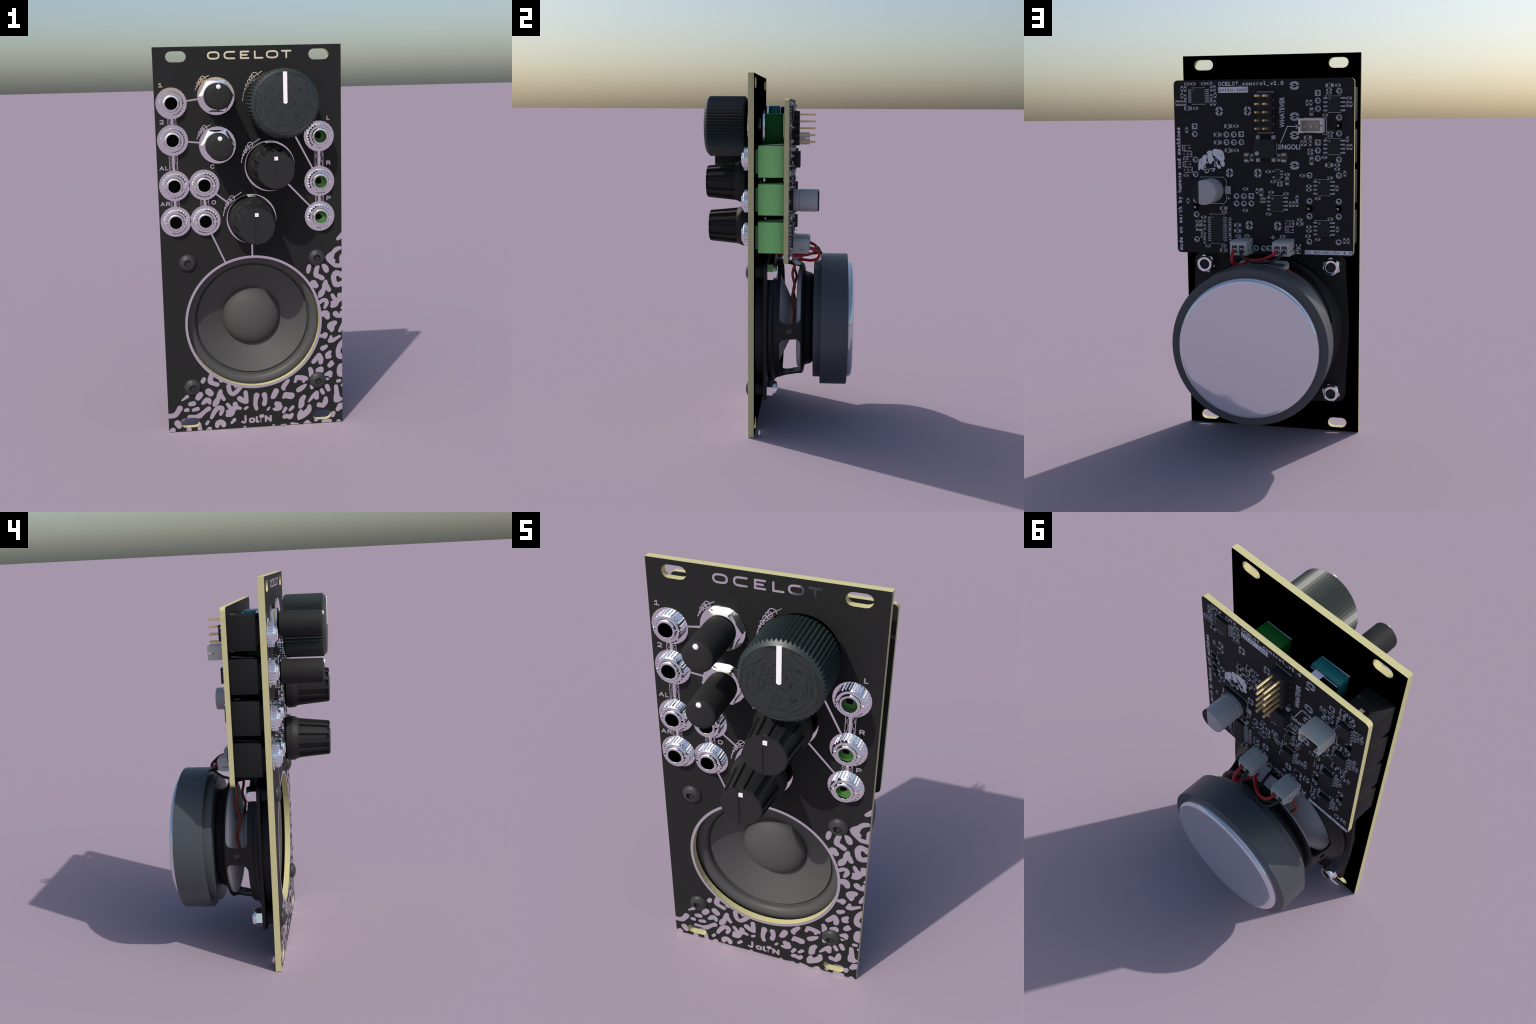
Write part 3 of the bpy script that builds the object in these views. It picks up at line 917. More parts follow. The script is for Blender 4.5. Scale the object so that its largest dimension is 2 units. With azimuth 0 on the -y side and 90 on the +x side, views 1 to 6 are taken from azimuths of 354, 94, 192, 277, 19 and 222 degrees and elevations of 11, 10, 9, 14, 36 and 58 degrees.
def segment_loop(side):
    a0 = math.acos(half / 5.52)
    arc = [(5.52 * math.cos(t) * side, 5.52 * math.sin(t)) for t in np.linspace(-a0, a0, 40)]
    return arc


for side in (-1, 1):                                   # two raised halves leave the pointer groove between them
    s.prism([segment_loop(side)], -27.22, -27.0, KNOB)
FLUTED = s.mesh("fluted_knob", smooth=28)
s = Solid()
s.box((-0.56, 0.56), (-27.30, -26.9), (3.15, 4.27), WHITE)
s.box((-0.08, 0.08), (-27.32, -27.25), (3.63, 3.79), CAN_MARK)
SQUARE = s.mesh("pointer_square")
s = Solid()
s.lathe([(5.2, -10.3), (5.2, -11.0), (3.3, -11.0), (3.3, -12.5)], CHROME, 32)
s.box((-1.2, 1.2), (-12.2, -10.2), (7.35, 7.95), CHROME, 0.15)
s.lathe([(7.3, -12.1), (7.3, -12.6), (5.0, -12.6)], BORE, 48)
COLLAR = s.mesh("shaft_collar", smooth=30)
for x, z in MEDIUM_POTS:
    p = pot_body(x, z, POT_GREEN, 4.9, -6.4, 4.3, -5.4, 0.9)
    put("shaft_collar", COLLAR, p, (x, 0, z))
    k = put("fluted_knob", FLUTED, MODULE, (x, 0, z))
    put("pointer_square", SQUARE, k)

# ------------------------------------------------------------------ large knurled knob

TEETH = 60


def v_row(j, i, t, r, y):
    groove = i % 2 == 1
    if j == 1:
        return (10.14 if groove else 10.74), y
    if j == 2:
        return (10.14, -26.14) if groove else (10.74, -25.55)
    return r, y


s = Solid()
s.lathe([(10.2, -12.42), (10.7, -12.95), (10.7, -25.6), (9.45, -26.78)], KNURL, TEETH * 2, radius=v_row)
s.lathe([(10.2, -12.42), (9.3, -12.5), (9.0, -14.0), (0, -14.0)], BORE, TEETH * 2)
LARGE = put("knurled_knob", s.mesh("knurled_knob", smooth=18), MODULE, (LARGE_POT[0], 0, LARGE_POT[1]))
s = Solid()
s.lathe([(9.45, -26.77), (9.35, -26.72), (9.3, -26.80), (8.6, -26.86), (0, -26.90)], KNURL_FACE, 96)
put("turned_face", s.mesh("turned_face", smooth=40), LARGE)
s = Solid()
s.prism([[(-0.62, 9.55), (-0.62, 0.25), (0.0, -0.12), (0.62, 0.25), (0.62, 9.55)]], -27.08, -26.3, WHITE)
put("pointer_line", s.mesh("pointer_line"), LARGE)
pot = pot_body(*LARGE_POT, POT_GREEN, 4.6, -6.5, 4.6, -5.4, 0.9)
s = Solid().lathe([(5.2, -10.3), (5.2, -11.8), (3.3, -11.8), (3.3, -14.0)], CHROME, 32)
put("shaft_collar", s.mesh("shaft_collar", smooth=30), pot, (LARGE_POT[0], 0, LARGE_POT[1]))

# ------------------------------------------------------------------ speaker

SP = empty("speaker", MODULE, (SPEAKER_X, 0, SPEAKER_Z))


def bulged_square(half_x, half_z, bulge, r, n=26):
    """Rounded square whose sides swell a little in the middle."""
    pts = []
    for x, z in round_rect(-half_x, half_x, -half_z, half_z, r, 7):
        pts.append((x, z))
    out = []
    for (x0, z0), (x1, z1) in zip(pts, pts[1:] + pts[:1]):
        d = math.hypot(x1 - x0, z1 - z0)
        m = n if d > 10 else 1
        for k in range(m):
            t = k / m
            px, pz = x0 + (x1 - x0) * t, z0 + (z1 - z0) * t
            if d > 10:
                sw = bulge * math.sin(math.pi * t) ** 2
                px, pz = (px + math.copysign(sw, px), pz) if abs(x1 - x0) < 1e-6 else (px, pz + math.copysign(sw, pz))
            out.append((px, pz))
    return out


s = Solid()
s.prism([bulged_square(26.1, 25.3, 0.95, 2.8), circle(0, 0, 24.0, 96)], -5.1, -3.95, BASKET)
s.lathe([(24.0, -3.95), (25.0, -3.90), (25.15, -3.3), (24.7, -2.25), (23.6, -1.9), (23.1, -1.3), (22.85, -0.45)], BASKET, 128)
s.lathe([(22.1, -0.45), (22.3, -3.9), (24.0, -5.0)], BASKET, 128)

# wall with four windows; struts stand at 0, 90, 180 and 270 degrees
WALL = [(22.85, -0.45), (22.7, 0.4)] + [(22.7 - 1.35 * k / 37, 0.4 + 7.6 * k / 37) for k in range(1, 38)] + [(21.1, 8.4), (20.6, 8.8), (19.9, 9.0), (19.2, 9.08), (18.6, 9.12)]
WN = 560
STRUT, WIN0, WIN1, WIN_R = 2.85, 0.45, 8.0, 2.3


def open_window(theta, r, y):
    a = (theta % (math.pi / 2)) - math.pi / 4
    u, v = abs(a) * r - (math.pi / 4 * r - STRUT), abs(y - (WIN0 + WIN1) / 2) - (WIN1 - WIN0) / 2
    if u > 0 or v > 0:
        near = min(theta % (math.pi / 2), math.pi / 2 - theta % (math.pi / 2)) * r
        return near < 0.95 and abs(y - 4.0) < 0.92       # small square hole in each strut
    return not (u > -WIN_R and v > -WIN_R and math.hypot(u + WIN_R, v + WIN_R) > WIN_R)


v, f = [], []
for thick in (0.0, 0.75):
    for r, y in WALL:
        for i in range(WN):
            t = 2 * math.pi * i / WN
            v.append(((r - thick) * math.cos(t), y - (thick if y > 8.5 else 0), (r - thick) * math.sin(t)))
rows = len(WALL)
solid_cell = np.zeros((rows - 1, WN), bool)
for j in range(rows - 1):
    rm, ym = (WALL[j][0] + WALL[j + 1][0]) / 2, (WALL[j][1] + WALL[j + 1][1]) / 2
    for i in range(WN):
        solid_cell[j, i] = not open_window(2 * math.pi * (i + 0.5) / WN, rm, ym)
K = rows * WN
for j in range(rows - 1):
    for i in range(WN):
        if not solid_cell[j, i]:
            continue
        n = (i + 1) % WN
        a, b, c, d = j * WN + i, j * WN + n, (j + 1) * WN + n, (j + 1) * WN + i
        f += [(a, b, c, d), (K + a, K + d, K + c, K + b)]
        if j + 1 < rows - 1 and not solid_cell[j + 1, i]:
            f.append((d, c, K + c, K + d))
        if j > 0 and not solid_cell[j - 1, i]:
            f.append((a, b, K + b, K + a))
        if not solid_cell[j, n]:
            f.append((b, c, K + c, K + b))
        if not solid_cell[j, (i - 1) % WN]:
            f.append((a, d, K + d, K + a))
s.add(v, f, BASKET)
s.lathe([(18.6, 9.12), (18.2, 9.3), (17.9, 9.7), (17.7, 10.4), (17.4, 11.4), (16.9, 12.1), (16.5, 12.44), (15.0, 12.44)], BASKET, 128)
s.lathe([(18.3, 8.3), (17.5, 8.6), (16.4, 9.2), (16.0, 12.3)], BASKET, 96)
put("speaker_basket", s.mesh("speaker_basket", smooth=35, weld=True), SP)

s = Solid()
s.lathe([(22.6, -8.12), (25.6, -8.12), (25.6, -5.12), (22.6, -5.12)], GASKET, 96)
put("foam_gasket", s.mesh("foam_gasket", smooth=30), SP)

surround = [(25.0, -5.2), (24.5, -5.3)]
for k in range(0, 15):
    a = math.pi * k / 14
    surround.append((21.95 + 2.4 * math.cos(a), -5.2 - 1.9 * math.sin(a)))
surround += [(19.52, -4.95), (19.40, -4.40), (19.3, -4.3)]
s = Solid().lathe(surround, RUBBER, 128)
put("rubber_surround", s.mesh("rubber_surround", smooth=40), SP)
cone = [(19.32, -4.3), (19.12, -4.35), (18.98, -4.85), (18.85, -4.90), (18.6, -4.75)]
cone += [(18.6 - 8.9 * t, -4.75 + 5.15 * t + 0.12 * math.sin(math.pi * t)) for t in np.linspace(0.08, 1, 12)]
s = Solid().lathe(cone, PAPER, 128)
put("speaker_cone", s.mesh("speaker_cone", smooth=40), SP)
dome = [(10.0 * math.cos(a), 0.25 - 4.6 * math.sin(a)) for a in np.linspace(0, math.pi / 2, 18)]
s = Solid().lathe(dome[:-1] + [(0, dome[-1][1])], PAPER, 96)
put("dust_cap", s.mesh("dust_cap", smooth=60), SP)
s = Solid()
s.lathe([(21.9, -3.0), (20.6, -2.4), (15.0, 0.35), (8.2, 3.5)], SPIDER, 96)
s.lathe([(8.2, 2.6), (7.6, 3.4), (7.6, 12.0)], SPIDER, 64)
corr = [(7.6, 6.35)]
for k in range(1, 40):
    r = 7.6 + 11.0 * k / 40
    corr.append((r, 6.5 + 0.16 * math.sin(k * 0.8)))
s.lathe(corr + [(18.9, 6.75), (19.6, 6.85), (19.9, 7.2), (19.9, 8.3), (17.8, 8.6)], SPIDER, 96)
put("cloth_spider", s.mesh("cloth_spider", smooth=40), SP)

s = Solid()
s.lathe([(0, 12.46), (22.2, 12.46), (22.4, 12.66), (22.4, 15.06), (0, 15.06)], MAGNET, 128)
put("top_plate", s.mesh("top_plate", smooth=30), SP)
s = Solid()
s.lathe([(0, 15.08), (24.75, 15.08), (24.95, 15.28), (24.95, 24.85), (24.75, 25.05), (0, 25.05)], MAGNET, 160)
put("ring_magnet", s.mesh("ring_magnet", smooth=30), SP)
rim = [(22.2, 25.06), (22.25, 25.75)] + [(20.95 + 1.3 * math.cos(t), 25.8 + 1.3 * math.sin(t)) for t in np.linspace(0, math.pi / 2, 10)]
dish = [(r, 27.1 - 0.22 * (1 - (r / 20.95) ** 2)) for r in (18, 14, 10, 6, 3)]     # very slightly hollow
s = Solid().lathe(rim + dish + [(0, 26.88)], CAP_STEEL, 160)
put("magnet_cover", s.mesh("magnet_cover", smooth=35), SP)

# ---- terminal strip on top of the basket, with lugs and braided leads
s = Solid()
s.prism([round_rect(-8.3, 8.3, -1.9, 1.9, 1.8, 6)], -0.55, 0.55, SPIDER)
STRIP = put("terminal_strip", s.mesh("terminal_strip", smooth=30), MODULE, (-0.6, 6.0, 23.0 + SPEAKER_Z), (math.radians(64), 0, 0))
s = Solid()
s.box((-1.5, 1.5), (-1.0, -0.55), (-1.2, 1.2), BRASS, 0.2)
s.lathe([(0.8, -1.0), (0.85, -1.35), (0.4, -1.7), (0, -1.75)], CHROME, 16)
LUG = s.mesh("solder_lug", smooth=40)
for k in (-6.4, 5.6):
    put("solder_lug", LUG, STRIP, (k, -0.02, 0.2))
s = Solid().lathe([(1.5, -0.55), (1.5, -0.9), (0.9, -1.1), (0, -1.1)], CAN, 20)
put("strip_rivet", s.mesh("strip_rivet", smooth=40), STRIP, (-0.8, 0, -0.3))


tube("copper_lead", [(x, y, z - SPEAKER_Z) for x, y, z in ((-7.6, 5.4, 59.6), (-9.2, 4.8, 57.4), (-9.8, 4.7, 54.6), (-8.6, 5.5, 51.5), (-8.2, 4.3, 46.3), (-8.6, 5.5, 40.7), (-8.0, 5.1, 35.5), (-7.4, 4.5, 31.0))], 0.5, COPPER, SP)
tube("copper_lead", [(x, y, z - SPEAKER_Z) for x, y, z in ((5.6, 5.4, 59.8), (6.6, 4.5, 55.6), (7.4, 5.3, 51.2), (7.8, 4.45, 47.0), (8.3, 5.3, 41.7), (8.2, 5.0, 36.0), (7.8, 4.6, 31.0))], 0.5, COPPER, SP)

# ---- bolts through panel and flange
s = Solid()
s.lathe([(0, -10.95), (1.05, -10.95), (1.05, -11.62)], SCREW, 6, phase=0.2)
head = [(1.05, -11.62), (1.25, -11.70)] + [(2.9 * math.sin(a), -10.16 - 1.62 * math.cos(a) * 0.985) for a in np.linspace(0.52, math.pi / 2, 12)]
s.lathe([(1.10, -11.60), (1.32, -11.64)] + head[2:] + [(2.9, -10.155)], SCREW, 42)
s.lathe([(1.5, -10.2), (1.5, -0.75), (1.3, -0.45), (0, -0.45)], GASKET, 20)
s.lathe([(2.3, -8.13), (2.3, -5.12)], GASKET, 20)
BOLT = s.mesh("panel_bolt", smooth=35)
s = Solid()
HEXS = [(3.15 * math.cos(math.radians(60 * k + 12)), 3.15 * math.sin(math.radians(60 * k + 12))) for k in range(6)]
s.prism([HEXS, circle(0, 0, 1.55, 24)], -3.93, -1.75, CHROME)
s.lathe([(2.75, -1.76), (2.78, -1.5), (2.74, -0.80), (2.60, -0.48), (2.35, -0.30), (1.75, -0.27), (1.62, -0.34), (1.58, -0.7)], CHROME, 36)
s.lathe([(1.60, -0.38), (1.52, -0.40), (1.48, -0.85)], NYLON, 30)
NUTL = s.mesh("lock_nut", smooth=30)
for x, z in BOLTS:
    b = put("panel_bolt", BOLT, MODULE, (x, 0, z))
    put("lock_nut", NUTL, b, rot=(0, RNG.uniform(-0.3, 0.3), 0))

# ------------------------------------------------------------------ control board

Y = BOARD_BACK
s = Solid()
s.prism([round_rect(-29.65, 29.65, 63.45, 119.98, 1.3, 6)], BOARD_FRONT, Y, MASK_BOARD, side=LAMINATE)
BOARD = put("control_board", s.mesh("control_board"), MODULE)


def on_board(name, mesh, x, z, turn=0.0):
    return put(name, mesh, BOARD, (x, Y, z), (0, turn, 0))


# ---- solder pads with the pin end standing in the hole


def ring_pad(loops_out, hole, pin):
    q = Solid()
    q.prism([loops_out, hole], 0.0, 0.045, PAD)
    q.prism([[(px * 0.985, pz * 0.985) for px, pz in hole]], 0.0, 0.012, BORE)
    q.box(*pin, STEEL, 0.05)
    return q.mesh("solder_pad")


ROUND_PAD = ring_pad(circle(0, 0, 0.96, 28), circle(0, 0, 0.56, 20), ((-0.32, 0.55), (-0.2, 1.15), (-0.20, 0.08)))
SQUARE_PAD = ring_pad([(-0.92, -0.92), (0.92, -0.92), (0.92, 0.92), (-0.92, 0.92)], circle(0, 0, 0.56, 20), ((-0.32, 0.55), (-0.2, 1.15), (-0.20, 0.08)))


def slotted_pad(w, h, tall):
    q = Solid()
    r = min(w, h)
    out = round_rect(-w, w, -h, h, r * 0.96, 9)
    hole = round_rect(-w * 0.42, w * 0.42, -h * 0.48, h * 0.48, min(w * 0.42, h * 0.48) * 0.95, 7)
    q.prism([out, hole], 0.0, 0.045, PAD)
    q.prism([[(px * 0.985, pz * 0.985) for px, pz in hole]], 0.0, 0.012, BORE)
    for a in range(4) if tall else (0, 2):                 # thermal reliefs read as dark notches
        c, d = math.cos(a * math.pi / 2), math.sin(a * math.pi / 2)
        x0, x1 = sorted((c * w * 0.45 - abs(d) * 0.16, c * w * 1.0 + abs(d) * 0.16))
        z0, z1 = sorted((d * h * 0.5 - abs(c) * 0.16, d * h * 1.0 + abs(c) * 0.16))
        q.box((x0, x1), (0.01, 0.052), (z0, z1), VOID)
    if tall:
        q.box((-0.15, 0.35), (-0.3, 0.9), (-0.22, 0.22), STEEL, 0.06)
    else:
        q.box((-0.55, 0.65), (-0.3, 1.45), (-0.12, 0.12), STEEL, 0.06)
    return q.mesh("anchor_pad")


OVAL_PAD = slotted_pad(1.2, 1.48, True)
WIDE_PAD = slotted_pad(1.55, 1.32, False)

ROUND_AT = ((22.8, 102.7), (12.1, 102.5), (9.6, 102.5), (12.1, 100.0), (9.6, 100.0), (7.1, 100.0), (-24.8, 115.9), (-24.8, 107.7), (-24.8, 102.7), (-18.0, 113.0),
            (-18.05, 110.5), (22.75, 94.4), (22.8, 89.6), (9.0, 82.5), (6.5, 82.5), (-18.0, 97.4), (-18.0, 94.9), (-24.8, 94.5), (-24.8, 89.5), (-24.8, 81.2),
            (-15.3, 89.5), (-15.3, 81.2), (22.8, 76.3), (22.8, 68.0), (22.9, 81.2), (9.0, 80.1), (6.5, 80.1), (4.0, 80.15), (2.6, 65.4), (0.0, 65.4),
            (-15.3, 76.3), (-15.25, 68.0), (-24.8, 76.3), (-24.8, 68.0))
SQUARE_AT = ((22.8, 105.2), (7.1, 102.6), (-24.8, 105.2), (-18.0, 115.4), (4.0, 82.6), (-18.0, 99.9), (22.8, 78.8), (-2.0, 65.5), (-15.3, 78.8), (-24.8, 78.8))
for x, z in ROUND_AT:
    on_board("solder_pad", ROUND_PAD, x, z)
q = Solid()
q.box((-0.92, 0.92), (0.0, 0.03), (-0.92, 0.92), VOID)
for lo in (-0.34, 0.06):  # twin bars modelled for the double glint on the pin
    q.box((-0.15, 0.55), (0.0, 0.9), (lo, lo + 0.28), STEEL, 0.05)
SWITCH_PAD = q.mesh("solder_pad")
for x, z in SQUARE_AT:
    on_board("solder_pad", SWITCH_PAD if abs(x) > 15 and x < -20 or abs(z - 78.8) < 0.1 else SQUARE_PAD, x, z)
for x, z in ((14.4, 110.0), (4.9, 110.0), (11.2, 90.1), (1.7, 90.1), (4.8, 73.0), (-4.75, 72.9)):
    on_board("anchor_pad", OVAL_PAD, x, z)
for x, z in ((-10.5, 117.8), (-10.5, 108.1), (-10.5, 102.2), (-10.45, 92.6)):
    on_board("anchor_pad", WIDE_PAD, x, z)

# ---- two-terminal chips


def chip_part(name, length, width, height, pad, core):
    q = Solid()
    for sd in (-1, 1):
        a0, a1 = sorted((sd * (length / 2 - pad * 0.55), sd * (length / 2 + pad * 0.55)))
        q.box((a0, a1), (0.0, 0.05), (-width * 0.56, width * 0.56), PAD)
        e0, e1 = sorted((sd * length * 0.28, sd * length / 2))
        q.box((e0, e1), (0.05, height), (-width / 2, width / 2), LEG, 0.03)
    for sd in (-1, 1):                                     # print dashes beside the body
        z0, z1 = sorted((sd * width * 0.62, sd * (width * 0.62 + 0.13)))
        q.box((-length * 0.2, length * 0.2), (0.0, 0.03), (z0, z1), SILK)
    q.box((-length * 0.285, length * 0.285), (0.06, height - 0.02), (-width * 0.485, width * 0.485), core)
    return q.mesh(name)


R_SMALL = chip_part("chip_resistor", 1.1, 0.70, 0.36, 0.62, RESIST)
C_SMALL = chip_part("chip_capacitor", 1.1, 0.70, 0.55, 0.62, CERAMIC)
C_MID = chip_part("chip_capacitor", 1.75, 1.05, 0.85, 0.8, CERAMIC)
R_MID = chip_part("chip_resistor", 1.65, 0.95, 0.5, 0.7, RESIST_GREY)
C_BIG = chip_part("chip_capacitor", 2.1, 1.4, 1.25, 0.8, CERAMIC)
FLAT, UP = 0.0, math.pi / 2


def place(name, mesh, turn, *spots):
    for x, z in spots:
        on_board(name, mesh, x, z, turn + RNG.uniform(-0.02, 0.02))


place("chip_resistor", R_SMALL, FLAT, (25.1, 118.8), (23.0, 118.8), (19.4, 118.8), (17.4, 118.9), (22.3, 111.0), (8.8, 105.2), (-24.4, 117.7), (-21.6, 116.3), (-22.1, 103.0),
      (8.8, 97.4), (26.1, 94.7), (26.1, 89.2), (-1.8, 90.6), (-5.6, 86.3), (5.9, 84.9), (-2.7, 83.9), (-15.6, 97.5), (-15.6, 96.4), (-24.3, 92.8), (-24.3, 91.5), (-13.0, 89.4),
      (-15.1, 86.0), (-15.1, 84.8), (20.3, 75.4), (19.0, 65.8), (6.0, 77.9), (-6.4, 69.5), (-15.1, 72.8), (-15.1, 71.5), (-14.8, 69.8))
place("chip_resistor", R_SMALL, UP, (26.8, 117.3), (26.9, 115.1), (15.8, 117.3), (15.6, 115.1), (28.7, 112.7), (27.8, 112.7), (26.8, 112.7), (15.8, 112.7), (25.5, 104.0), (-14.6, 112.4),
      (-15.8, 112.4), (-28.5, 111.8), (25.6, 80.8), (2.0, 84.3), (-11.2, 82.1), (0.5, 81.3), (-12.9, 99.7), (-14.0, 99.7), (-15.6, 99.7), (-28.6, 98.5), (-26.7, 90.1), (-24.2, 85.4),
      (-10.1, 80.2), (-11.2, 80.2), (-24.4, 72.2), (-26.7, 68.5), (-27.9, 68.5))
place("chip_capacitor", C_SMALL, UP, (25.7, 117.2), (25.7, 114.6), (16.8, 117.2), (16.9, 114.6), (17.0, 112.7), (25.8, 112.7), (-27.5, 111.9), (-0.4, 81.3), (-27.5, 100.9), (-27.6, 98.5),
      (20.0, 72.1), (20.1, 67.5), (11.3, 74.5), (11.3, 72.5), (11.4, 70.7), (11.3, 68.8), (-9.0, 80.1))
place("chip_capacitor", C_SMALL, FLAT, (-21.6, 115.3), (-20.4, 108.5), (-27.9, 113.7), (-22.0, 101.9), (-8.0, 89.7), (-3.4, 87.4), (-5.6, 87.2), (-7.6, 83.5), (-20.2, 95.2), (-22.0, 88.7),
      (-18.0, 82.1), (13.2, 77.2), (22.3, 74.0), (20.4, 74.1), (20.5, 70.0), (20.6, 68.9), (13.5, 65.9), (8.5, 69.4), (5.6, 69.5), (-1.8, 76.8), (-12.1, 75.1), (-18.0, 68.8), (-22.1, 75.5))
place("chip_capacitor", C_MID, FLAT, (24.9, 111.0), (11.4, 105.2), (15.0, 102.5), (15.0, 100.0), (-21.8, 117.7), (11.4, 97.4), (-14.8, 101.5), (-21.7, 92.8), (13.4, 78.5), (13.6, 64.5))
place("chip_capacitor", C_MID, UP, (-16.0, 109.6), (-8.0, 87.6), (0.6, 83.9), (-16.0, 94.1), (21.2, 72.0))
place("chip_capacitor", C_BIG, UP, (5.35, 95.1), (-7.0, 95.1))
place("chip_resistor", R_MID, UP, (3.6, 95.1), (-5.3, 95.1), (22.5, 72.0))
place("chip_resistor", R_MID, FLAT, (8.7, 73.0), (8.7, 71.1), (-12.1, 73.8))

# ---- small-signal diodes in bracket outlines
q = Solid()
q.box((-0.85, 0.85), (0.1, 0.95), (-0.62, 0.62), CHIP, 0.06)
q.box((-0.55, -0.1), (0.90, 0.965), (-0.6, 0.6), CHIP_DOT)
for sd in (-1, 1):
    a0, a1 = sorted((sd * 0.8, sd * 1.4))
    q.box((a0, a1), (0.0, 0.22), (-0.3, 0.3), LEG, 0.03)
DIODE = q.mesh("diode")
for x, z in ((25.75, 98.2), (25.65, 92.9), (-8.7, 71.8)):
    on_board("diode", DIODE, x, z, math.pi)
for x, z in ((25.35, 96.2), (25.3, 91.0), (-8.7, 73.8)):
    on_board("diode", DIODE, x, z)

# ---- gull-wing chips (pins along z on both sides)


def gull_chip(name, pins, pitch, body_w, body_l, span, height, pin_w, dot=0.33, skip=()):
    q = Solid()
    q.box((-body_w / 2, body_w / 2), (0.12, height), (-body_l / 2, body_l / 2), CHIP, 0.10)
    if dot:
        q.lathe([(dot, height - 0.02), (dot, height + 0.012), (0, height + 0.012)], CHIP_DOT, 18, centre=(body_w / 2 - dot - 0.35, body_l / 2 - dot - 0.35))
    for sd in (-1, 1):
        for k in range(pins):
            if (sd, k) in skip:
                continue
            z = (k - (pins - 1) / 2) * pitch
            for x0, x1, y0, y1 in ((body_w / 2 - 0.05, body_w / 2 + 0.35, height * 0.42, height * 0.42 + 0.18), (body_w / 2 + 0.22, body_w / 2 + 0.42, 0.1, height * 0.42 + 0.17),
                                   (body_w / 2 + 0.25, span / 2 - 0.25, 0.05, 0.24)):
                a0, a1 = sorted((sd * x0, sd * x1))
                q.box((a0, a1), (y0, y1), (z - pin_w / 2, z + pin_w / 2), LEG)
            a0, a1 = sorted((sd * (body_w / 2 + 0.05), sd * span / 2))
            q.box((a0, a1), (0.0, 0.05), (z - pin_w * 0.72, z + pin_w * 0.72), PAD)
    return q.mesh(name)


OPAMP = gull_chip("amplifier_chip", 4, 1.27, 3.9, 4.9, 6.95, 1.55, 0.42)
LOGIC = gull_chip("logic_chip", 7, 0.65, 4.3, 5.0, 7.0, 1.1, 0.28, dot=0.22)
CODEC = gull_chip("converter_chip", 14, 0.60, 3.9, 9.5, 6.5, 1.1, 0.24, dot=0.22)
REGULATOR = gull_chip("regulator_chip", 3, 0.95, 1.6, 2.95, 3.5, 1.1, 0.4, dot=0, skip=((1, 1),))
for x, z in ((-23.3, 111.85), (-23.3, 98.6), (-20.07, 85.55), (-20.09, 72.35), (-4.74, 80.25)):
    on_board("amplifier_chip", OPAMP, x, z)
on_board("logic_chip", LOGIC, 21.2, 114.95)
on_board("converter_chip", CODEC, 15.65, 71.55)
on_board("regulator_chip", REGULATOR, -4.93, 89.75)

q = Solid()
q.box((-3.4, 3.4), (0.3, 3.05), (-2.95, 2.95), CHIP, 0.08)
q.lathe([(0.68, 3.04), (0.68, 3.07), (0, 3.07)], PAD, 24, centre=(2.3, -1.45))
for sx in (-2.55, 2.55):
    for sd in (-1, 1):
        z0, z1 = sorted((sd * 2.8, sd * 4.25))
        q.box((sx - 0.62, sx + 0.62), (0.05, 0.75), (z0, z1), LEG, 0.18)
        q.box((sx - 0.68, sx + 0.68), (0.0, 0.05), (min(z0, z1), max(z0, z1)), PAD)
on_board("opto_coupler", q.mesh("opto_coupler", smooth=30), -1.05, 98.0)

# ---- can capacitor on its square base
EX, EZ = 16.95, 84.45
q = Solid()
base = [(-4.15, -4.15), (3.2, -4.15), (4.15, -3.2), (4.15, 3.2), (3.2, 4.15), (-4.15, 4.15)]
q.prism([[(-px, pz) for px, pz in base]], 0.1, 1.25, CHIP)
for sd in (-1, 1):
    a0, a1 = sorted((sd * 3.4, sd * 6.05))
    q.box((a0, a1), (0.0, 0.05), (-1.3, 1.2) if sd == 1 else (-1.3, 1.3), PAD)
    q.box((min(sd * 3.0, sd * 4.9), max(sd * 3.0, sd * 4.9)), (0.05, 0.3), (-0.45, 0.45), LEG)
q.lathe([(3.9, 1.2), (4.0, 1.35), (4.0, 2.85), (3.82, 3.1), (3.82, 3.2), (4.0, 3.45), (4.0, 9.95), (3.9, 10.25), (3.6, 10.38), (0, 10.38)], CAN, 64)
chord = 1.72
a0 = math.acos(chord / 3.72)
q.prism([[(3.72 * math.cos(t), 3.72 * math.sin(t)) for t in np.linspace(-a0, a0, 30)]], 10.3, 10.42, CAN_MARK)
arc = np.linspace(-a0, a0, 30)
out = [(4.03, 9.9), (3.93, 10.28), (3.68, 10.415)]
v = [(r * math.cos(t), y, r * math.sin(t)) for r, y in out for t in arc]
q.add(v, [(j * 30 + i, j * 30 + i + 1, (j + 1) * 30 + i + 1, (j + 1) * 30 + i) for j in range(2) for i in range(29)], CAN_MARK)
on_board("can_capacitor", q.mesh("can_capacitor", smooth=35), EX, EZ)

# ---- gold pin header
q = Solid()
for k in range(5):
    z = 104.43 + 2.525 * k
    q.prism([[(-2.2, z - 1.25), (-1.7, z - 1.25)] and [(-3.72, z - 0.9), (-3.3, z - 1.255), (1.05, z - 1.255), (1.45, z - 0.9), (1.45, z + 0.9), (1.05, z + 1.255), (-3.3, z + 1.255), (-3.72, z + 0.9)]],
            Y + 0.02, Y + 2.65, CHIP)
HEADER = put("pin_header", q.mesh("pin_header"), BOARD)
q = Solid().box((-0.33, 0.33), (2.3, 8.55), (-0.33, 0.33), GOLD, 0.12)
PIN = q.mesh("header_pin")
for k in range(5):
    for x in (0.27, -2.27):
        put("header_pin", PIN, BOARD, (x, Y, 104.43 + 2.525 * k))

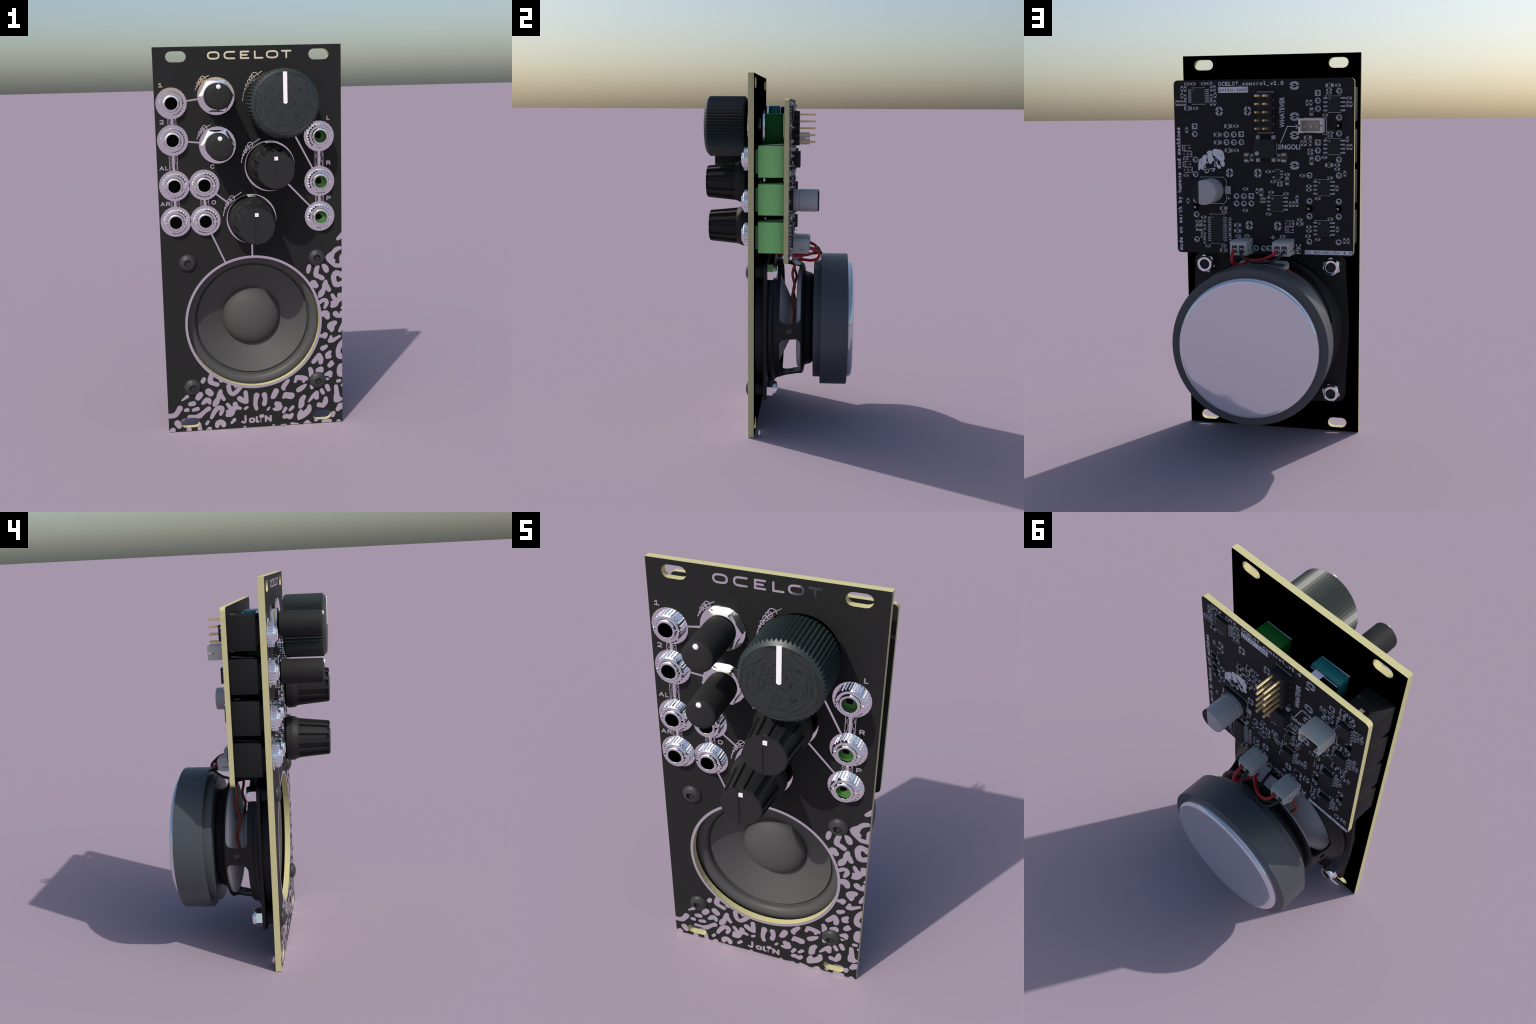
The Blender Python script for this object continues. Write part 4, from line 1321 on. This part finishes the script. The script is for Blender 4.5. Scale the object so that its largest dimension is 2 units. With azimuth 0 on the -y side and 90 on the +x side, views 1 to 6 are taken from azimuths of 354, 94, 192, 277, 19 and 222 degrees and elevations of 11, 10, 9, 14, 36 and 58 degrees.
# ---- three-way shrouded connector with open mouth
X0, X1, Z0, Z1, D = -20.3, -12.88, 103.0, 107.5, 6.2
q = Solid()
t = 0.62
q.box((X0, X1), (Y + 0.05, Y + 1.2), (Z0, Z1), IVORY)
q.box((X0, X1), (Y + 1.2, Y + D), (Z1 - t, Z1), IVORY)
for z0, z1 in ((Z0, 104.95), (105.5, Z1 - t)):          # end walls, slotted
    q.box((X1 - t, X1), (Y + 1.2, Y + D), (z0, z1), IVORY)
    q.box((X0, X0 + t), (Y + 1.2, Y + D), (z0, z1), IVORY)
q.box((X1 - t, X1), (Y + 1.2, Y + 4.0), (104.95, 105.5), IVORY)
q.box((X0, X0 + t), (Y + 1.2, Y + 4.0), (104.95, 105.5), IVORY)
q.box((X0 + t, X0 + 1.9), (Y + 1.2, Y + D), (Z0, Z0 + t), IVORY)
q.box((X1 - 1.5, X1 - t), (Y + 1.2, Y + D), (Z0, Z0 + t), IVORY)
q.box((X0 + 1.9, X1 - 1.5), (Y + 1.2, Y + 2.6), (Z0, Z0 + t), IVORY)
SHROUD = put("shrouded_connector", q.mesh("shrouded_connector", weld=False), BOARD)
q = Solid()
for x in (-18.7, -16.6, -14.5):
    q.box((x - 0.25, x + 0.25), (Y + 1.0, Y + 4.6), (104.7, 105.2), STEEL, 0.08)
put("connector_pin", q.mesh("connector_pin"), BOARD)

# ---- two mated two-way plugs
q = Solid()
w0, w1, h0, h1 = 0.0, 5.75, 0.0, 4.55
q.box((w0, w1), (0.05, 6.2), (h0, h1), SHELL)
q.box((w0 - 0.2, w0 + 0.6), (0.05, 1.0), (-0.25, 1.0), SHELL)
q.box((1.5, 4.2), (0.5, 4.4), (4.55, 4.62), SHELL)
q.box((w1 - 0.02, w1 + 0.06), (3.2, 5.4), (1.35, 1.55), CAVITY)
q.box((w0 - 0.06, w0 + 0.02), (3.2, 5.4), (1.35, 1.55), CAVITY)
# plug face: frame around two sockets
f0, f1 = 6.2, 6.95
z_lo, z_hi, x_a, x_b, x_c, x_d = 0.95, 3.35, 0.75, 2.55, 3.12, 4.92
q.box((0.25, 5.5), (f0, f1), (z_hi, 4.25), SHELL)
q.box((0.25, 5.5), (f0, f1 - 0.15), (0.2, z_lo), SHELL)
for a, b in ((0.25, x_a), (x_b, x_c), (x_d, 5.5)):
    q.box((a, b), (f0, f1), (z_lo, z_hi), SHELL)
for a, b in ((x_a, x_b), (x_c, x_d)):
    q.box((a, b), (f0 - 0.02, f0 + 0.02), (z_lo, z_hi), CAVITY)
    m = (a + b) / 2
    q.box((m - 0.35, m + 0.35), (f0, f1 - 0.05), (z_hi - 0.01, z_hi + 0.22), CAVITY)
    q.lathe([(0.62, f0), (0.66, f0 + 0.62), (0.52, f0 + 0.66), (0.45, f0 + 0.1)], CHROME, 16, centre=(m, 1.75))
PLUG = q.mesh("wire_plug", weld=False)
for x in (4.02, -9.98):
    put("wire_plug", PLUG, BOARD, (x, Y, 63.9))

# ---- wires
YW = Y + 6.6
tube("red_wire", [(8.1, 9.0, 65.65), (8.12, 11.2, 65.55), (8.1, 13.3, 64.7), (7.9, 14.4, 63.2), (7.5, 13.6, 61.7), (6.6, 11.4, 60.9), (5.6, 9.0, 60.9), (4.9, 6.8, 61.0)], 0.52, RED, BOARD, n=12)
tube("red_wire", [(-5.88, 9.0, 65.65), (-5.8, 10.9, 65.5), (-4.6, 12.9, 64.6), (-1.4, 12.7, 63.1), (2.4, 10.6, 62.5), (5.2, 7.0, 62.4), (6.2, 2.5, 62.8), (5.4, -2.0, 63.4), (3.0, -6.2, 64.5)], 0.52, RED, BOARD, n=12)
tube("black_wire", [(5.74, 9.0, 65.65), (5.6, 11.3, 65.5), (5.0, 13.6, 64.6), (3.1, 15.0, 63.3), (0.3, 14.6, 62.5), (-3.2, 12.9, 62.2), (-6.0, 10.2, 61.2), (-7.0, 7.6, 60.7), (-7.2, 6.2, 60.4)], 0.47, BLACKW, BOARD, n=12)
tube("black_wire", [(-8.24, 9.0, 65.65), (-8.1, 11.1, 65.3), (-6.9, 13.4, 63.9), (-4.6, 14.5, 62.9), (-1.8, 13.9, 62.5), (0.2, 11.2, 62.4), (1.5, 6.5, 62.5), (1.8, 2.0, 62.9), (0.8, -2.5, 63.6), (0.4, -6.0, 64.5)], 0.47, BLACKW, BOARD, n=12)
s = Solid().lathe([(0, -3.6), (2.6, -3.6), (2.8, -3.9), (2.8, -7.6), (0, -7.7)], STEEL, 32)
put("microphone_capsule", s.mesh("microphone_capsule", smooth=35), MODULE, (1.6, 0, 65.0))

# ------------------------------------------------------------------ white print on the board

PRINT = BOARD
SY, UPZ, LEFT = Y, (0, 1), (-1, 0)
mono_lettering("OCELOT_control_v1.0", SILK, (14.6, 118.08), LEFT, UPZ, 21.7, 1.28, SY, 0.03, PRINT, bold=0.022)
q = Solid().box((4.64, 14.52), (SY, SY + 0.03), (115.82, 117.66), SILK)
put("print_block", q.mesh("print_block"), PRINT)
mono_lettering("jolin.tech", MASK_BOARD, (14.5, 116.33), LEFT, UPZ, 9.8, 1.12, SY + 0.031, 0.015, PRINT)
lettering("board_lettering", "WHATEVER", SILK, (-7.18, 104.65), (0, 1), (1, 0), 9.6, 1.62, SY, 0.03, PRINT, bold=0.02)
lettering("board_lettering", "SINGOLI", SILK, (-4.86, 97.76), LEFT, UPZ, 7.4, 1.64, SY, 0.03, PRINT, bold=0.02)
lettering("board_lettering", "MIC", SILK, (-12.32, 63.95), (0, 1), (1, 0), 3.2, 1.62, SY, 0.03, PRINT, bold=0.02)
q = Solid().box((-29.32, -13.72), (SY, SY + 0.03), (63.85, 65.22), SILK)
put("print_block", q.mesh("print_block"), PRINT)
mono_lettering("CC BY-NC-SA 4.0", MASK_BOARD, (-13.8, 64.1), LEFT, UPZ, 15.4, 0.92, SY + 0.031, 0.015, PRINT)
mono_lettering("made on earth by humans and machines", SILK, (27.84, 64.1), (0, 1), (1, 0), 40.9, 1.36, SY, 0.03, PRINT, bold=0.040, ref=0.76)


def line(name, pts, w=0.075):
    ink(name, [("stroke", [(x, z, w) for x, z in pts])], SILK, SY, 0.03, cell=0.04, parent=PRINT)


def frame(*pts, w=0.075):
    line("outline_mark", pts, w)


frame((-5.9, 99.8), (-8.17, 105.1), (-11.7, 104.9), w=0.12)
frame((-10.9, 105.5), (-11.7, 104.9), (-11.0, 104.35), w=0.10)
for x, z, r in ((11.63, 81.82, 0.5), (-3.15, 69.12, 0.6)):
    frame((x - r, z), (x + r, z), w=0.075 if r < 0.6 else 0.13)
    frame((x, z - r), (x, z + r), w=0.075 if r < 0.6 else 0.13)
frame((21.2, 88.2), (21.2, 88.72), (13.4, 88.72), (12.38, 87.6), (12.38, 85.9))
frame((12.38, 82.9), (12.38, 81.0), (13.35, 79.95), (21.2, 79.95), (21.2, 80.6))
frame((1.65, 115.95), (-3.6, 115.95), (-3.6, 102.95), (1.55, 102.95), w=0.09)
frame((-4.6, 99.9), (-4.6, 96.1), w=0.05)
for x, z in ((-23.3, 111.85), (-23.3, 98.6), (-20.07, 85.55), (-20.09, 72.35), (-4.74, 80.25)):
    for dz in (-2.58, 2.58):
        frame((x - 2.05, z + dz), (x + 2.05, z + dz))
    ink("pin_one_mark", [("stroke", [(x + 2.75 - 0.22, z + 2.72, 0.05), (x + 2.75 + 0.22, z + 2.72, 0.05), (x + 2.75, z + 2.36, 0.05), (x + 2.75 - 0.22, z + 2.72, 0.05)])], SILK, SY, 0.03, cell=0.04, parent=PRINT)
for dz in (-2.62, 2.62):
    frame((18.95, 114.92 + dz), (23.5, 114.92 + dz))
frame((18.0, 76.3), (18.0, 76.5), (13.25, 76.5), (13.25, 76.2))
frame((18.0, 66.8), (18.0, 66.6), (13.25, 66.6), (13.25, 66.8))
for dz in (-1.6, 1.6):
    frame((-5.8, 89.75 + dz), (-4.05, 89.75 + dz))
for x, z, way in ((25.75, 98.2, 1), (25.35, 96.2, -1), (25.65, 92.9, 1), (25.3, 91.0, -1), (-8.7, 73.8, -1), (-8.7, 71.8, 1)):
    frame((x - way * 1.3, z + 0.87), (x + way * 1.42, z + 0.87), (x + way * 1.42, z - 0.87), (x - way * 1.3, z - 0.87))
frame((-20.75, 103.4), (-20.75, 107.62), (-13.6, 107.62))
frame((-20.95, 103.6), (-20.95, 102.5), (-19.6, 102.5))
for x0 in (4.02, -9.98):
    frame((x0 - 0.15, 66.0), (x0 - 0.15, 68.7), (x0 + 5.0, 68.7))
    frame((x0 - 0.45, 65.2), (x0 - 0.45, 64.0), (x0 + 0.3, 64.0))

# plump eight-legged creature printed beside the capacitor
hatch = random.Random(4)
blob = [[(14.6, 96.2, 1.35), (15.9, 96.7, 1.05)], [(13.9, 95.0, 1.0), (14.3, 96.0, 1.1)], [(17.8, 96.3, 0.95), (17.5, 94.6, 0.9), (17.7, 93.4, 0.42)],
        [(19.4, 95.0, 0.85), (20.0, 93.8, 0.9), (20.2, 92.8, 0.55)], [(20.8, 94.0, 0.7), (21.2, 92.6, 0.55), (21.6, 91.1, 0.22)], [(21.0, 93.0, 0.5), (20.6, 91.9, 0.45)],
        [(13.6, 93.4, 0.65), (13.4, 92.7, 0.55)], [(14.9, 92.2, 0.5), (14.6, 91.9, 0.45)]]
thin = [[(20.9, 91.3, 0.08), (19.6, 90.9, 0.1), (19.2, 90.1, 0.22)], [(19.2, 90.2, 0.12), (18.6, 90.2, 0.12), (18.1, 91.0, 0.09)], [(21.0, 91.5, 0.07), (18.4, 91.2, 0.09), (16.9, 91.6, 0.11)],
        [(17.0, 91.6, 0.12), (16.2, 91.4, 0.2), (16.7, 90.5, 0.10), (17.3, 91.1, 0.08)], [(16.3, 92.2, 0.12), (15.6, 92.5, 0.15), (15.2, 93.2, 0.12), (16.2, 93.2, 0.1), (16.3, 92.2, 0.12)],
        [(19.9, 93.1, 0.16), (18.8, 93.3, 0.14), (18.3, 93.9, 0.16)], [(16.6, 94.2, 0.1), (15.5, 93.4, 0.1), (15.2, 94.8, 0.07), (16.5, 94.6, 0.07)], [(20.2, 92.4, 0.14), (19.3, 92.3, 0.1), (19.5, 91.8, 0.12), (21.0, 91.8, 0.08)]]
gaps = [("stroke", [(17.05, 97.3, 0.05), (16.9, 96.2, 0.10), (16.5, 95.0, 0.22)]), ("stroke", [(18.6, 96.4, 0.08), (18.8, 95.2, 0.10), (18.7, 94.0, 0.3)]), ("stroke", [(20.75, 94.6, 0.06), (20.8, 92.8, 0.07)]),
        ("stroke", [(13.7, 96.1, 0.13)]), ("stroke", [(14.0, 95.8, 0.17)])]
for _ in range(46):
    a = hatch.uniform(0, 6.28)
    px, pz = hatch.uniform(13.2, 21.4), hatch.uniform(91.5, 97.4)
    gaps.append(("stroke", [(px, pz, 0.035), (px + 0.3 * math.cos(a), pz + 0.3 * math.sin(a), 0.03)]))
ink("printed_creature", [("stroke", [(x, z, r * 1.12) for x, z, r in b_], 0.15) for b_ in blob] + [("stroke", t_) for t_ in thin], SILK, SY, 0.03, cell=0.045, minus=gaps, parent=PRINT)

for o in list(bpy.data.objects):
    if o.name.startswith("type"):
        bpy.data.objects.remove(o)
